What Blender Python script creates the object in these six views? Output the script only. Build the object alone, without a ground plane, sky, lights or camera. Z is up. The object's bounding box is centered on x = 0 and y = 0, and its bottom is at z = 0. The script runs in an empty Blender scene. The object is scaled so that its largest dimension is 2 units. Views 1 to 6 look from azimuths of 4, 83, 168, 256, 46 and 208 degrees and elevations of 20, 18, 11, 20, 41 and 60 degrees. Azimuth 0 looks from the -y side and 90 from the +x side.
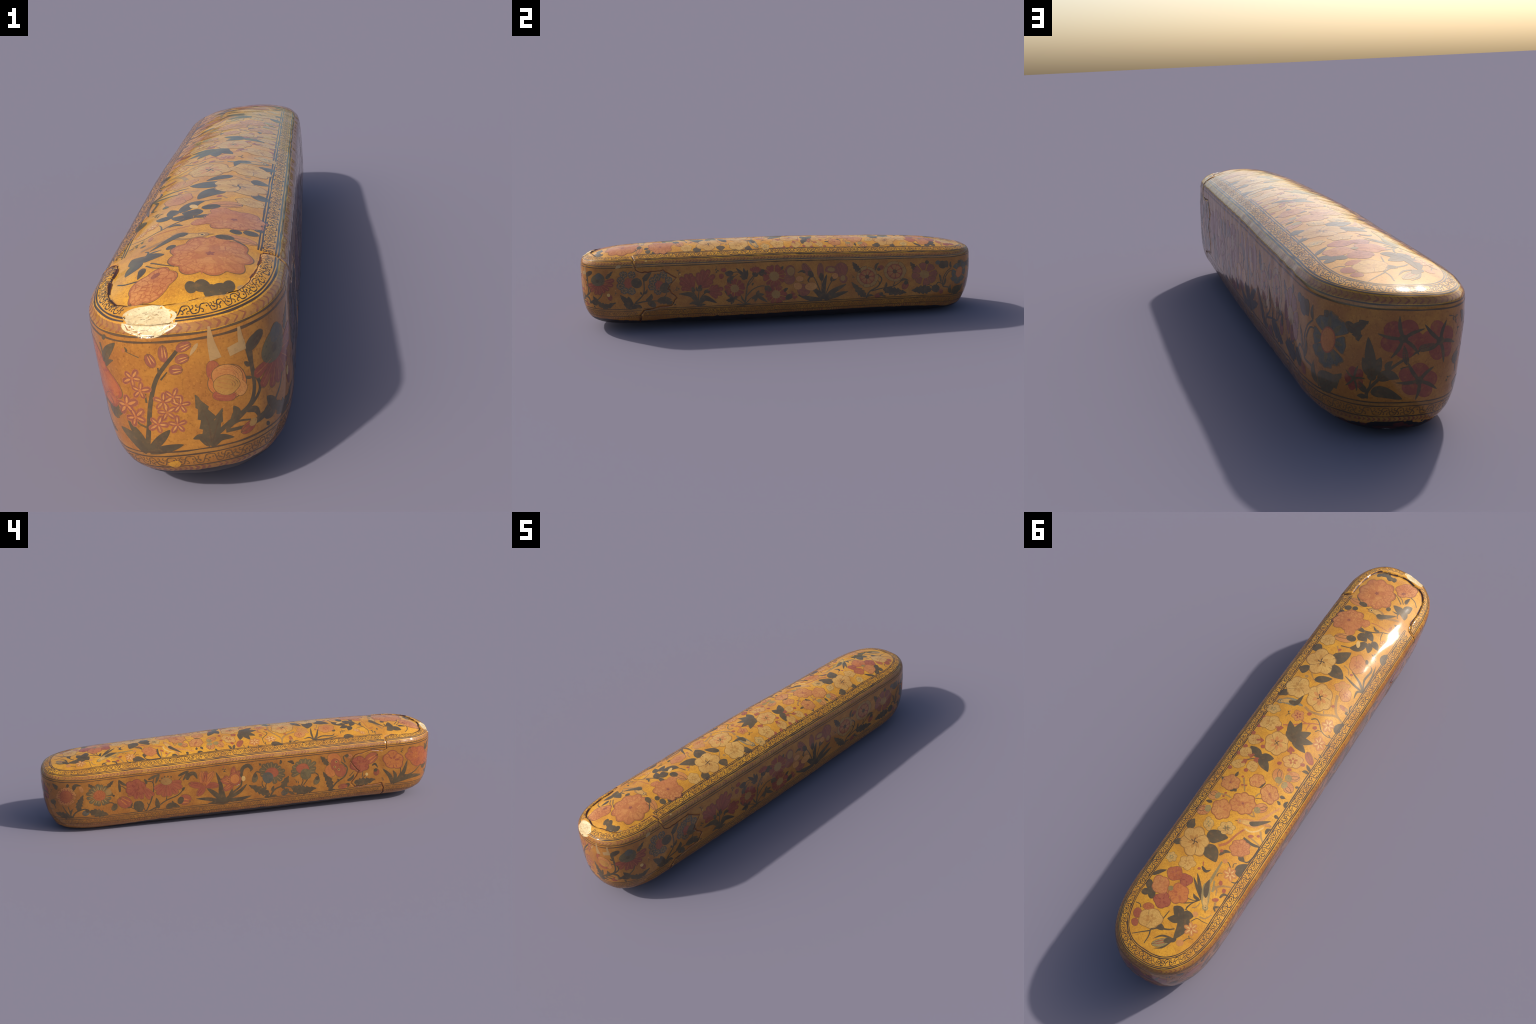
# Lacquered pen box: a long round-ended case with a sliding drawer whose end
# cap wraps the -y end.  Everything painted on it is laid on the case as thin
# paint layers that follow the surface.
import math
import numpy as np

# ----------------------------------------------------------------------------
# 1. FORM OF THE CASE
# ----------------------------------------------------------------------------
# The plan is a stadium: straight flanks between Y_NEAR and Y_FAR, closed by
# super-elliptic ends.  "level" runs 0 (underside) - 1 (lower border line)
# - 2 (the ridge where flank and top meet).  The top is a shallow vault over
# the ridge outline, "f" = 1 on the ridge, 0 on the spine.
POWER = 2.5
Y_FAR, Y_NEAR = 0.72, -0.76


def spline(xs, ys):
    """Monotone cubic (Fritsch-Carlson) through control points."""
    xs, ys = np.asarray(xs, float), np.asarray(ys, float)
    h, d = np.diff(xs), np.diff(ys) / np.diff(xs)
    m = np.zeros_like(ys)
    m[0], m[-1] = d[0], d[-1]
    for i in range(1, len(xs) - 1):
        if d[i - 1] * d[i] > 0:
            w1, w2 = 2 * h[i] + h[i - 1], h[i] + 2 * h[i - 1]
            m[i] = (w1 + w2) / (w1 / d[i - 1] + w2 / d[i])

    def at(x):
        x = np.clip(np.asarray(x, float), xs[0], xs[-1])
        i = np.clip(np.searchsorted(xs, x, side="right") - 1, 0, len(xs) - 2)
        t = (x - xs[i]) / h[i]
        return ((1 + 2 * t) * (1 - t) ** 2 * ys[i] + t * (1 - t) ** 2 * h[i] * m[i]
                + t * t * (3 - 2 * t) * ys[i + 1] + t * t * (t - 1) * h[i] * m[i + 1])
    return at


LEVELS = [0.0, 0.15, 0.35, 0.62, 1.0, 1.4, 1.7, 1.88, 1.95, 2.0]
half_width = spline(LEVELS, [0.098, 0.130, 0.153, 0.172, 0.184, 0.1895, 0.1905, 0.189, 0.1855, 0.175])
left_width = spline(LEVELS, [0.094, 0.126, 0.148, 0.165, 0.175, 0.181, 0.1855, 0.1870, 0.1855, 0.176])
far_end = spline(LEVELS, [0.905, 0.938, 0.955, 0.966, 0.984, 0.996, 1.000, 0.999, 0.996, 0.988])
near_end = spline(LEVELS, [0.865, 0.925, 0.956, 0.977, 0.992, 0.999, 1.000, 0.998, 0.995, 0.988])

under_height = spline([-1, -0.6, -0.2, 0.2, 0.8, 1], [0.029, 0.021, 0.011, 0.006, 0.004, 0.003])
border_height = spline([-1, -0.72, -0.3, 0.0, 0.5, 1.0], [0.122, 0.117, 0.109, 0.106, 0.101, 0.097])
ridge_height = spline([-1, -0.7, -0.4, 0.0, 0.4, 0.7, 0.86, 1.0], [0.357, 0.358, 0.354, 0.349, 0.333, 0.323, 0.316, 0.312])
roll_at = spline([0.0, 1.0, 2.0], [0.06, 0.075, 0.10])
right_trim = spline([-1, -0.6, 0, 0.6, 1], [0.010, 0.006, 0.002, 0.004, 0.004])
left_trim = spline([-1, -0.6, 0, 0.6, 1], [0.008, 0.006, 0.004, 0.006, 0.008])
CROWN, CROWN_POWER = 0.052, 2.1
SHIFT = np.array([0.0, 0.0, 0.0])


def _outline_tables(n=20001):
    q = np.linspace(0, 1, n)
    a = np.linspace(0, np.pi, n)
    c, s = np.cos(a), np.sin(a)
    A = np.sign(c) * np.abs(c) ** (2 / POWER)
    B = np.abs(s) ** (2 / POWER)
    z, o = np.zeros(n), np.ones(n)
    xa = np.concatenate([o, A, -o, -A, o])
    yb = np.concatenate([z, B, z, -B, z])
    yy = np.concatenate([q * Y_FAR, o * Y_FAR, Y_FAR + q * (Y_NEAR - Y_FAR), o * Y_NEAR, Y_NEAR * (1 - q)])
    x = 0.185 * xa
    y = yy + np.where(yb > 0, yb * (0.995 - Y_FAR), yb * (0.995 + Y_NEAR))
    arc = np.concatenate([[0], np.cumsum(np.hypot(np.diff(x), np.diff(y)))])
    return arc, xa, yb, yy


ARC, XA, YB, YY = _outline_tables()
GIRTH = float(ARC[-1])            # once round the case


def _around(s):
    s = np.mod(s, GIRTH)
    return np.interp(s, ARC, XA), np.interp(s, ARC, YB), np.interp(s, ARC, YY)


def _place(x, y, z, roll):
    zz = z + roll * x
    xx = x - 0.06 * (z - 0.2)
    return np.stack([xx, y, zz], -1) + SHIFT


def bend(lo, mid, hi, level):
    """Smooth height through underside, border line and ridge."""
    d0, d1 = mid - lo, hi - mid
    m1 = 2 * d0 * d1 / (d0 + d1)
    low = level < 1
    a, b = np.where(low, lo, mid), np.where(low, mid, hi)
    ma = np.where(low, 1.5 * d0 - 0.5 * m1, m1)
    mb = np.where(low, m1, 1.5 * d1 - 0.5 * m1)
    t = np.where(low, level, level - 1)
    return ((1 + 2 * t) * (1 - t) ** 2 * a + t * (1 - t) ** 2 * ma + t * t * (3 - 2 * t) * b + t * t * (t - 1) * mb)


def flank_base(s, level):
    A, B, Y = _around(s)
    w = np.where(A > 0, half_width(level), left_width(level))
    y = Y + np.where(B > 0, B * (far_end(level) - Y_FAR), B * (near_end(level) + Y_NEAR))
    w = w - np.where(A > 0, right_trim(y), left_trim(y))
    lo, mid, hi = under_height(y), border_height(y), ridge_height(y)
    z = bend(lo, mid, hi, level)
    return _place(A * w, y, z, roll_at(level))


# the flank is charted in metres: s round the case, h up the wall from the
# lower border line (negative below it)
_LV = np.linspace(0, 2, 2001)
_ZV = bend(0.010, 0.106, 0.345, _LV)
_UP = np.concatenate([[0], np.cumsum(np.hypot(np.diff(half_width(_LV)), np.diff(_ZV)))])
_UP = _UP - _UP[1000]
LOW_H, SIDE_H = float(_UP[0]), float(_UP[-1])


def level_of(h):
    return np.interp(h, _UP, _LV)


def vault_f(x, y):
    w = np.where(x > 0, half_width(2.0) - right_trim(y), left_width(2.0) - left_trim(y))
    ey = np.where(y > Y_FAR, (y - Y_FAR) / (far_end(2.0) - Y_FAR),
                  np.where(y < Y_NEAR, (Y_NEAR - y) / (near_end(2.0) + Y_NEAR), 0.0))
    return (np.abs(x / w) ** POWER + ey ** POWER) ** (1 / POWER)


def top_base(x, y):
    f = np.minimum(vault_f(x, y), 1.0)
    ends = np.clip((np.abs(y) - 0.40) / 0.60, 0, 1)
    rise = CROWN * (1 - np.where(y > 0, 0.33, 0.31) * ends * ends * (3 - 2 * ends))
    z = ridge_height(y) + rise * (1 - f ** CROWN_POWER) + 0.004 * (1 - f ** 24)
    return _place(x, y, z, roll_at(2.0))


def top_xy(s, f):
    """Plan position on the top from round-the-case s and vault fraction f."""
    A, B, Y = _around(s)
    y = Y + f * np.where(B > 0, B * (far_end(2.0) - Y_FAR), B * (near_end(2.0) + Y_NEAR))
    return f * A * np.where(A > 0, half_width(2.0) - right_trim(y), left_width(2.0) - left_trim(y)), y


# --- relief: seams, chips, ripples ------------------------------------------
def wave_noise(p, q, scale, seed):
    """Smooth deterministic noise: a sum of turned sine waves."""
    r = np.random.RandomState(seed)
    out = 0
    for k in range(9):
        a, ph, fr = r.uniform(0, 2 * np.pi), r.uniform(0, 6.28), r.uniform(0.6, 1.7)
        out = out + np.sin((p * np.cos(a) + q * np.sin(a)) * fr * 6.28 / scale + ph)
    return out / 4.5


def path_distance(px, py, path):
    best = np.full(np.shape(px), 9.0)
    for (x0, y0), (x1, y1) in zip(path[:-1], path[1:]):
        dx, dy = x1 - x0, y1 - y0
        t = np.clip(((px - x0) * dx + (py - y0) * dy) / (dx * dx + dy * dy + 1e-12), 0, 1)
        best = np.minimum(best, np.hypot(px - x0 - t * dx, py - y0 - t * dy))
    return best

# seam between sleeve and drawer (chart coordinates, metres)
SEAM_RIGHT = [(3.668, 0.246), (3.678, 0.216), (3.686, 0.192), (3.711, 0.182), (3.760, 0.186), (3.816, 0.191),
              (3.840, 0.174), (3.878, 0.150), (3.854, 0.124), (3.836, 0.096), (3.876, 0.051), (3.849, 0.012),
              (3.778, 0.004), (3.712, -0.009), (3.696, -0.032), (3.690, -0.14)]
SEAM_LEFT = [(2.910, 0.246), (2.912, 0.202), (2.892, 0.192), (2.834, 0.203), (2.791, 0.193), (2.744, 0.184),
             (2.722, 0.151), (2.739, 0.126), (2.770, 0.094), (2.753, 0.060), (2.732, 0.028), (2.754, 0.003),
             (2.822, 0.002), (2.899, 0.008), (2.913, -0.024), (2.916, -0.14)]
SEAM_TOP = [(0.182, -0.727), (0.155, -0.735), (0.136, -0.743), (0.134, -0.790), (0.128, -0.835), (0.119, -0.876),
            (0.102, -0.908), (0.080, -0.923), (0.048, -0.930), (0.010, -0.943), (-0.022, -0.945), (-0.056, -0.934),
            (-0.082, -0.930), (-0.108, -0.914), (-0.127, -0.880), (-0.136, -0.825), (-0.137, -0.748), (-0.148, -0.716),
            (-0.182, -0.710)]


def roughen(path, size, amount, k):
    """Break a seam into short crooked runs."""
    r = np.random.RandomState(k)
    out = [path[0]]
    for (x0, y0), (x1, y1) in zip(path[:-1], path[1:]):
        d = math.hypot(x1 - x0, y1 - y0)
        n = max(1, int(d / size))
        for i in range(1, n + 1):
            t = i / n
            j = r.uniform(-amount, amount) if i < n else 0.0
            out.append((x0 + (x1 - x0) * t - (y1 - y0) / d * j, y0 + (y1 - y0) * t + (x1 - x0) / d * j))
    return out


SEAM_RIGHT, SEAM_LEFT = roughen(SEAM_RIGHT, 0.014, 0.0032, 1), roughen(SEAM_LEFT, 0.014, 0.0032, 2)
SEAM_TOP = roughen(SEAM_TOP, 0.020, 0.0014, 3)

# how far down the flank the painted lacquer survives, and where the lower border line runs
wear_edge = spline([0, .37, .62, .80, .88, 1.0, 1.062, 1.124, 1.21, 1.27, 1.44, 1.52, 1.7, 1.88, 2.4, 2.77, 2.98, 3.09,
                    3.2, 3.35, 3.5, 3.63, 3.75, 3.81, 3.94, 4.41],
                   [-.053, -.048, -.056, -.068, -.086, -.075, -.056, -.070, -.074, -.100, -.104, -.089, -.067, -.059,
                    -.061, -.070, -.090, -.085, -.060, -.054, -.054, -.067, -.077, -.067, -.058, -.053])
border_drop = spline([0, .7, .9, 1.02, 1.17, 1.4, 2.0, 2.9, 3.13, 3.24, 3.4, 3.7, 4.41],
                     [0, 0, -.011, -.014, -.014, -.004, -.002, -.004, -.018, -.008, 0, 0, 0])
# plaster bared where the lacquer broke away on the near ridge
CHIP_TOP = (-0.043, -0.970, 0.038, 0.022)
CHIP_FLANK = (3.256, 0.247, 0.043, 0.026)


def chip_mask(p, q, chip, seed):
    cx, cy, rx, ry = chip
    d = np.hypot((p - cx) / rx, (q - cy) / ry) + 0.10 * wave_noise(p, q, 0.03, seed)
    return smooth((1.12 - d) / 0.3)


def smooth(t):
    t = np.clip(t, 0, 1)
    return t * t * (3 - 2 * t)


def girth_noise(s, h, scale, k):
    """Noise that closes up after one turn round the case."""
    s = np.mod(s, GIRTH)
    w = smooth((s - GIRTH + 0.2) / 0.2)
    return wave_noise(s, h, scale, k) * (1 - w) + wave_noise(s - GIRTH, h, scale, k) * w


def flank_relief(s, h):
    s = np.mod(s, GIRTH)
    d = np.minimum(path_distance(s, h, SEAM_RIGHT), path_distance(s, h, SEAM_LEFT) + 0.0012)
    out = -0.0036 * np.exp(-(d / 0.0034) ** 2)
    out = out + 0.0010 * np.exp(-(d / 0.012) ** 2)
    out = out + 0.00045 * girth_noise(s, h, 0.075, 3) + 0.0005 * girth_noise(s, h, 0.3, 5)
    out = out - 0.0035 * chip_mask(s, h, CHIP_FLANK, 11)
    # scar of a flaked strip low on the drawer seam
    out = out - 0.002 * np.exp(-((s - 3.692) / 0.006) ** 2) * smooth((-h - 0.02) / 0.03)
    return out * smooth((h - LOW_H - 0.005) / 0.03) * smooth((SIDE_H - h) / 0.0053 + 0.6)


def inside(px, py, path):
    odd = np.zeros(np.shape(px), bool)
    loop = list(path) + [path[0]]
    for (x0, y0), (x1, y1) in zip(loop[:-1], loop[1:]):
        if y0 == y1:
            continue
        odd ^= ((y0 > py) != (y1 > py)) & (px < (x1 - x0) * (py - y0) / (y1 - y0) + x0)
    return odd


DRAWER = SEAM_RIGHT + SEAM_LEFT[::-1]
PANEL = SEAM_TOP + [(-0.180, 0.0), (-0.2, 1.1), (0.2, 1.1), (0.180, 0.0)]


def top_relief(x, y):
    d = path_distance(x, y, SEAM_TOP)
    panel = inside(x, y, PANEL)
    near = smooth((-0.70 - y) / 0.08)
    out = -0.0032 * np.exp(-(d / 0.0034) ** 2)
    step = smooth((np.where(panel, d, -d) + 0.003) / 0.008)
    out = out - 0.0048 * step * np.exp(-(d / 0.030) ** 2) * near
    out = out + np.where(panel, 0.0, 0.0016 * smooth(d / 0.006) * np.exp(-(d / 0.025) ** 2)) * near
    out = out + 0.0004 * wave_noise(x, y, 0.08, 7) + 0.0006 * wave_noise(x, y, 0.3, 9)
    out = out - 0.0035 * chip_mask(x, y, CHIP_TOP, 11)
    f = vault_f(x, y)
    return out * smooth((1.0 - f) / 0.03 + 0.6)


def flank_point(s, h, lift=0.0):
    return _lifted(lambda a, b: flank_base(a, level_of(b)), flank_relief, s, h, lift)


def top_point(x, y, lift=0.0):
    return _lifted(top_base, top_relief, x, y, lift)


def _unit(v):
    return v / np.maximum(np.linalg.norm(v, axis=-1, keepdims=True), 1e-12)


def _lifted(base, relief, p, q, lift):
    e = 2e-4
    n = _unit(np.cross(base(p + e, q) - base(p - e, q), base(p, q + e) - base(p, q - e)))
    return base(p, q) + n * (relief(p, q) + lift)[..., None]


def surface_normal(point, p, q):
    e = 6e-4
    z = np.zeros(np.shape(p))
    return _unit(np.cross(point(p + e, q, z) - point(p - e, q, z), point(p, q + e, z) - point(p, q - e, z)))


# ----------------------------------------------------------------------------
# 2. MATERIALS
# ----------------------------------------------------------------------------
import bpy  # noqa: E402

MATERIALS = {}
GLOSS = 0.075


def srgb(r, g, b):
    return tuple((v / 255 / 12.92) if v / 255 <= 0.04045 else ((v / 255 + 0.055) / 1.055) ** 2.4 for v in (r, g, b)) + (1.0,)


VARNISH = srgb(172, 116, 50)
PIGMENTS = ("rose", "salmon", "red", "crimson", "orange", "cream", "pale", "mauve", "sage", "blue", "dark_leaf", "tan", "chevron")


def lacquer(name, base, blotch, amount=0.5, crackle=0.0, crackle_colour=None, crackle_scale=95.0, grain=0.35,
            rough=GLOSS, bump=0.08):
    """Aged varnish over paint: two-tone blotches, dark specks, fine crackle."""
    painted = name.startswith(PIGMENTS)
    if painted:                       # everything is seen through brown varnish
        k = 0.0 if name in ("dark_leaf", "sage", "blue_grey") else 0.10
        base, blotch = (tuple(u * (1 - k) + w * k for u, w in zip(v[:3], VARNISH)) + (1.0,) for v in (base, blotch))
    m = bpy.data.materials.new(name)
    m.use_nodes = True
    t = m.node_tree
    n, l = t.nodes, t.links
    n.clear()
    out = n.new("ShaderNodeOutputMaterial")
    b = n.new("ShaderNodeBsdfPrincipled")
    l.new(b.outputs[0], out.inputs[0])
    co = n.new("ShaderNodeTexCoord")

    def noise(scale, detail, rough_=0.55):
        x = n.new("ShaderNodeTexNoise")
        x.inputs["Scale"].default_value = scale
        x.inputs["Detail"].default_value = detail
        x.inputs["Roughness"].default_value = rough_
        l.new(co.outputs["Object"], x.inputs["Vector"])
        return x

    def ramp(src, lo, hi):
        x = n.new("ShaderNodeMapRange")
        x.inputs["From Min"].default_value = lo
        x.inputs["From Max"].default_value = hi
        l.new(src, x.inputs["Value"])
        return x.outputs[0]

    def mix(fac, a, c, mode="MIX"):
        x = n.new("ShaderNodeMix")
        x.data_type = "RGBA"
        x.blend_type = mode
        for sock, val in ((x.inputs["Factor"], fac), (x.inputs["A"], a), (x.inputs["B"], c)):
            if hasattr(val, "links"):
                l.new(val, sock)
            else:
                sock.default_value = val
        return x.outputs["Result"]

    def times(src, k):
        x = n.new("ShaderNodeMath")
        x.operation = "MULTIPLY"
        l.new(src, x.inputs[0])
        x.inputs[1].default_value = k
        return x.outputs[0]

    c = mix(times(ramp(noise(9.0, 5.0).outputs["Fac"], 0.40, 0.66), amount), base, blotch)
    c = mix(times(ramp(noise(34.0, 4.0).outputs["Fac"], 0.46, 0.70), amount * 0.75), c, blotch)
    speck = ramp(noise(170.0, 3.0, 0.75).outputs["Fac"], 0.52, 0.70)
    dark = tuple(v * 0.50 for v in blotch[:3]) + (1.0,)
    c = mix(times(speck, grain), c, dark)
    light = tuple(min(1.0, v * 1.35) for v in base[:3]) + (1.0,)
    c = mix(times(ramp(noise(260.0, 2.0).outputs["Fac"], 0.58, 0.72), grain * 0.7), c, light)
    if painted:                       # pigment rubbed thin in places
        rub = ramp(noise(62.0, 5.0, 0.65).outputs["Fac"], 0.52, 0.72)
        c = mix(times(rub, 0.20 if name in ("dark_leaf", "sage", "blue_grey") else 0.36), c, VARNISH)
    height = noise(45.0, 3.0).outputs["Fac"]
    if crackle > 0:
        warp = n.new("ShaderNodeVectorMath")
        warp.operation = "MULTIPLY_ADD"
        l.new(noise(40.0, 2.0).outputs["Color"], warp.inputs[0])
        warp.inputs[1].default_value = (0.012, 0.012, 0.012)
        l.new(co.outputs["Object"], warp.inputs[2])
        v = n.new("ShaderNodeTexVoronoi")
        v.feature = "DISTANCE_TO_EDGE"
        v.inputs["Scale"].default_value = crackle_scale
        l.new(warp.outputs[0], v.inputs["Vector"])
        edge = n.new("ShaderNodeMapRange")
        edge.inputs["From Min"].default_value = 0.09
        edge.inputs["From Max"].default_value = 0.0
        l.new(v.outputs["Distance"], edge.inputs["Value"])
        part = n.new("ShaderNodeMath")
        part.operation = "MULTIPLY"
        l.new(edge.outputs[0], part.inputs[0])
        l.new(ramp(noise(5.0, 2.0).outputs["Fac"], 0.36, 0.60), part.inputs[1])
        c = mix(times(part.outputs[0], crackle), c, crackle_colour or dark)
    l.new(c, b.inputs["Base Color"])
    b.inputs["Roughness"].default_value = rough
    b.inputs["IOR"].default_value = 1.5
    bp = n.new("ShaderNodeBump")
    bp.inputs["Strength"].default_value = bump
    bp.inputs["Distance"].default_value = 0.0015
    l.new(height, bp.inputs["Height"])
    l.new(bp.outputs[0], b.inputs["Normal"])
    MATERIALS[name] = m
    return m


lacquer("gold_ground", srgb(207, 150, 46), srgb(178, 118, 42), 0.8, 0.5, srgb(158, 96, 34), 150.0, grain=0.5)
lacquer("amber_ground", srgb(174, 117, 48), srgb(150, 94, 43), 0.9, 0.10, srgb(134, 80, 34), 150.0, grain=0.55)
lacquer("dark_leaf", srgb(80, 68, 51), srgb(100, 84, 57), 0.6, grain=0.35)
lacquer("ink_line", srgb(82, 63, 46), srgb(102, 78, 52), 0.7, grain=0.4)
lacquer("ink_faded", srgb(104, 76, 48), srgb(124, 90, 52), 0.8, grain=0.4)
lacquer("ink_bold", srgb(62, 51, 44), srgb(84, 66, 50), 0.7, grain=0.4)
lacquer("rose_pink", srgb(190, 128, 74), srgb(172, 102, 62), 0.8, 0.75, srgb(140, 72, 42), 80.0)
lacquer("rose_fold", srgb(178, 112, 66), srgb(162, 94, 58), 0.8, 0.6, srgb(136, 68, 42), 80.0)
lacquer("rose_shade", srgb(160, 92, 58), srgb(170, 104, 60), 0.8, 0.5, srgb(124, 60, 38), 80.0)
lacquer("salmon", srgb(194, 136, 74), srgb(176, 110, 62), 0.8, 0.5, srgb(150, 84, 44), 110.0)
lacquer("red", srgb(156, 84, 60), srgb(138, 68, 54), 0.8, grain=0.4)
lacquer("crimson", srgb(140, 68, 54), srgb(122, 54, 48), 0.8, grain=0.4)
lacquer("orange_red", srgb(172, 98, 58), srgb(154, 80, 52), 0.8, 0.5, srgb(128, 56, 32), 85.0)
lacquer("orange", srgb(188, 116, 60), srgb(172, 98, 54), 0.8, 0.4, srgb(142, 70, 34), 85.0)
lacquer("cream", srgb(200, 158, 86), srgb(184, 136, 70), 0.8, 0.5, srgb(158, 112, 50), 95.0)
lacquer("cream_shade", srgb(176, 132, 66), srgb(164, 112, 56), 0.7, grain=0.3)
lacquer("pale_cream", srgb(208, 172, 106), srgb(192, 150, 84), 0.7, grain=0.3)
lacquer("tan_stem", srgb(158, 122, 70), srgb(140, 102, 58), 0.7, grain=0.4)
lacquer("mauve", srgb(138, 80, 64), srgb(120, 66, 56), 0.7, grain=0.4)
lacquer("sage", srgb(112, 98, 66), srgb(90, 78, 56), 0.9, grain=0.5)
lacquer("blue_grey", srgb(100, 95, 80), srgb(80, 75, 64), 0.8, grain=0.4)
lacquer("pale_sage", srgb(148, 130, 82), srgb(120, 104, 66), 0.9, grain=0.5)
lacquer("pale_slate", srgb(136, 128, 98), srgb(108, 100, 78), 0.9, grain=0.5)
lacquer("chevron_red", srgb(122, 68, 52), srgb(138, 84, 50), 0.8, grain=0.4)
lacquer("umber_band", srgb(164, 114, 52), srgb(140, 92, 46), 0.9, grain=0.5)
lacquer("crack_brown", srgb(58, 34, 26), srgb(80, 42, 28), 0.8, grain=0.3, rough=0.6)
lacquer("crack_rust", srgb(126, 70, 40), srgb(146, 86, 42), 0.8, grain=0.4, rough=0.4)
lacquer("plaster", srgb(222, 202, 158), srgb(192, 164, 116), 0.8, 0.0, grain=0.7, rough=0.25, bump=0.5)
lacquer("bare_ground", srgb(170, 134, 86), srgb(148, 112, 70), 0.6, grain=0.3, rough=0.3)
lacquer("underside_black", srgb(34, 29, 28), srgb(46, 34, 30), 0.6, grain=0.3, rough=0.4)
lacquer("flaked_red", srgb(92, 42, 32), srgb(64, 32, 28), 0.9, grain=0.5, rough=0.4)
lacquer("worn_white", srgb(190, 186, 178), srgb(150, 140, 130), 0.6, grain=0.4, rough=0.4)

# ----------------------------------------------------------------------------
# 3. CASE MESHES
# ----------------------------------------------------------------------------
PIECES = []


def mesh_object(name, verts, faces, materials, face_mat=None, normals=None, parent=None):
    me = bpy.data.meshes.new(name)
    me.from_pydata([tuple(v) for v in verts], [], faces)
    for m in materials:
        me.materials.append(MATERIALS[m])
    if face_mat is not None:
        me.polygons.foreach_set("material_index", np.asarray(face_mat, np.int32))
    me.polygons.foreach_set("use_smooth", np.ones(len(faces), bool))
    if normals is not None:
        me.normals_split_custom_set_from_vertices([tuple(v) for v in normals])
    me.update()
    ob = bpy.data.objects.new(name, me)
    bpy.context.scene.collection.objects.link(ob)
    if parent is not None:
        ob.parent = parent
    PIECES.append(ob)
    return ob


def case_columns():
    flank = np.linspace(Y_NEAR, Y_FAR, 450)[:-1]
    right = np.where(flank < 0, flank + GIRTH, flank)
    s_far, s_left = Y_FAR, float(ARC[2 * 20001])
    s_near = float(ARC[3 * 20001])
    cap = np.linspace(s_far, s_left, 250)[:-1]
    left = s_left + (Y_FAR - np.linspace(Y_FAR, Y_NEAR, 450)[:-1])
    cap2 = np.linspace(s_near, GIRTH + Y_NEAR, 250)[:-1]
    return np.concatenate([right, cap, left, cap2])


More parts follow.
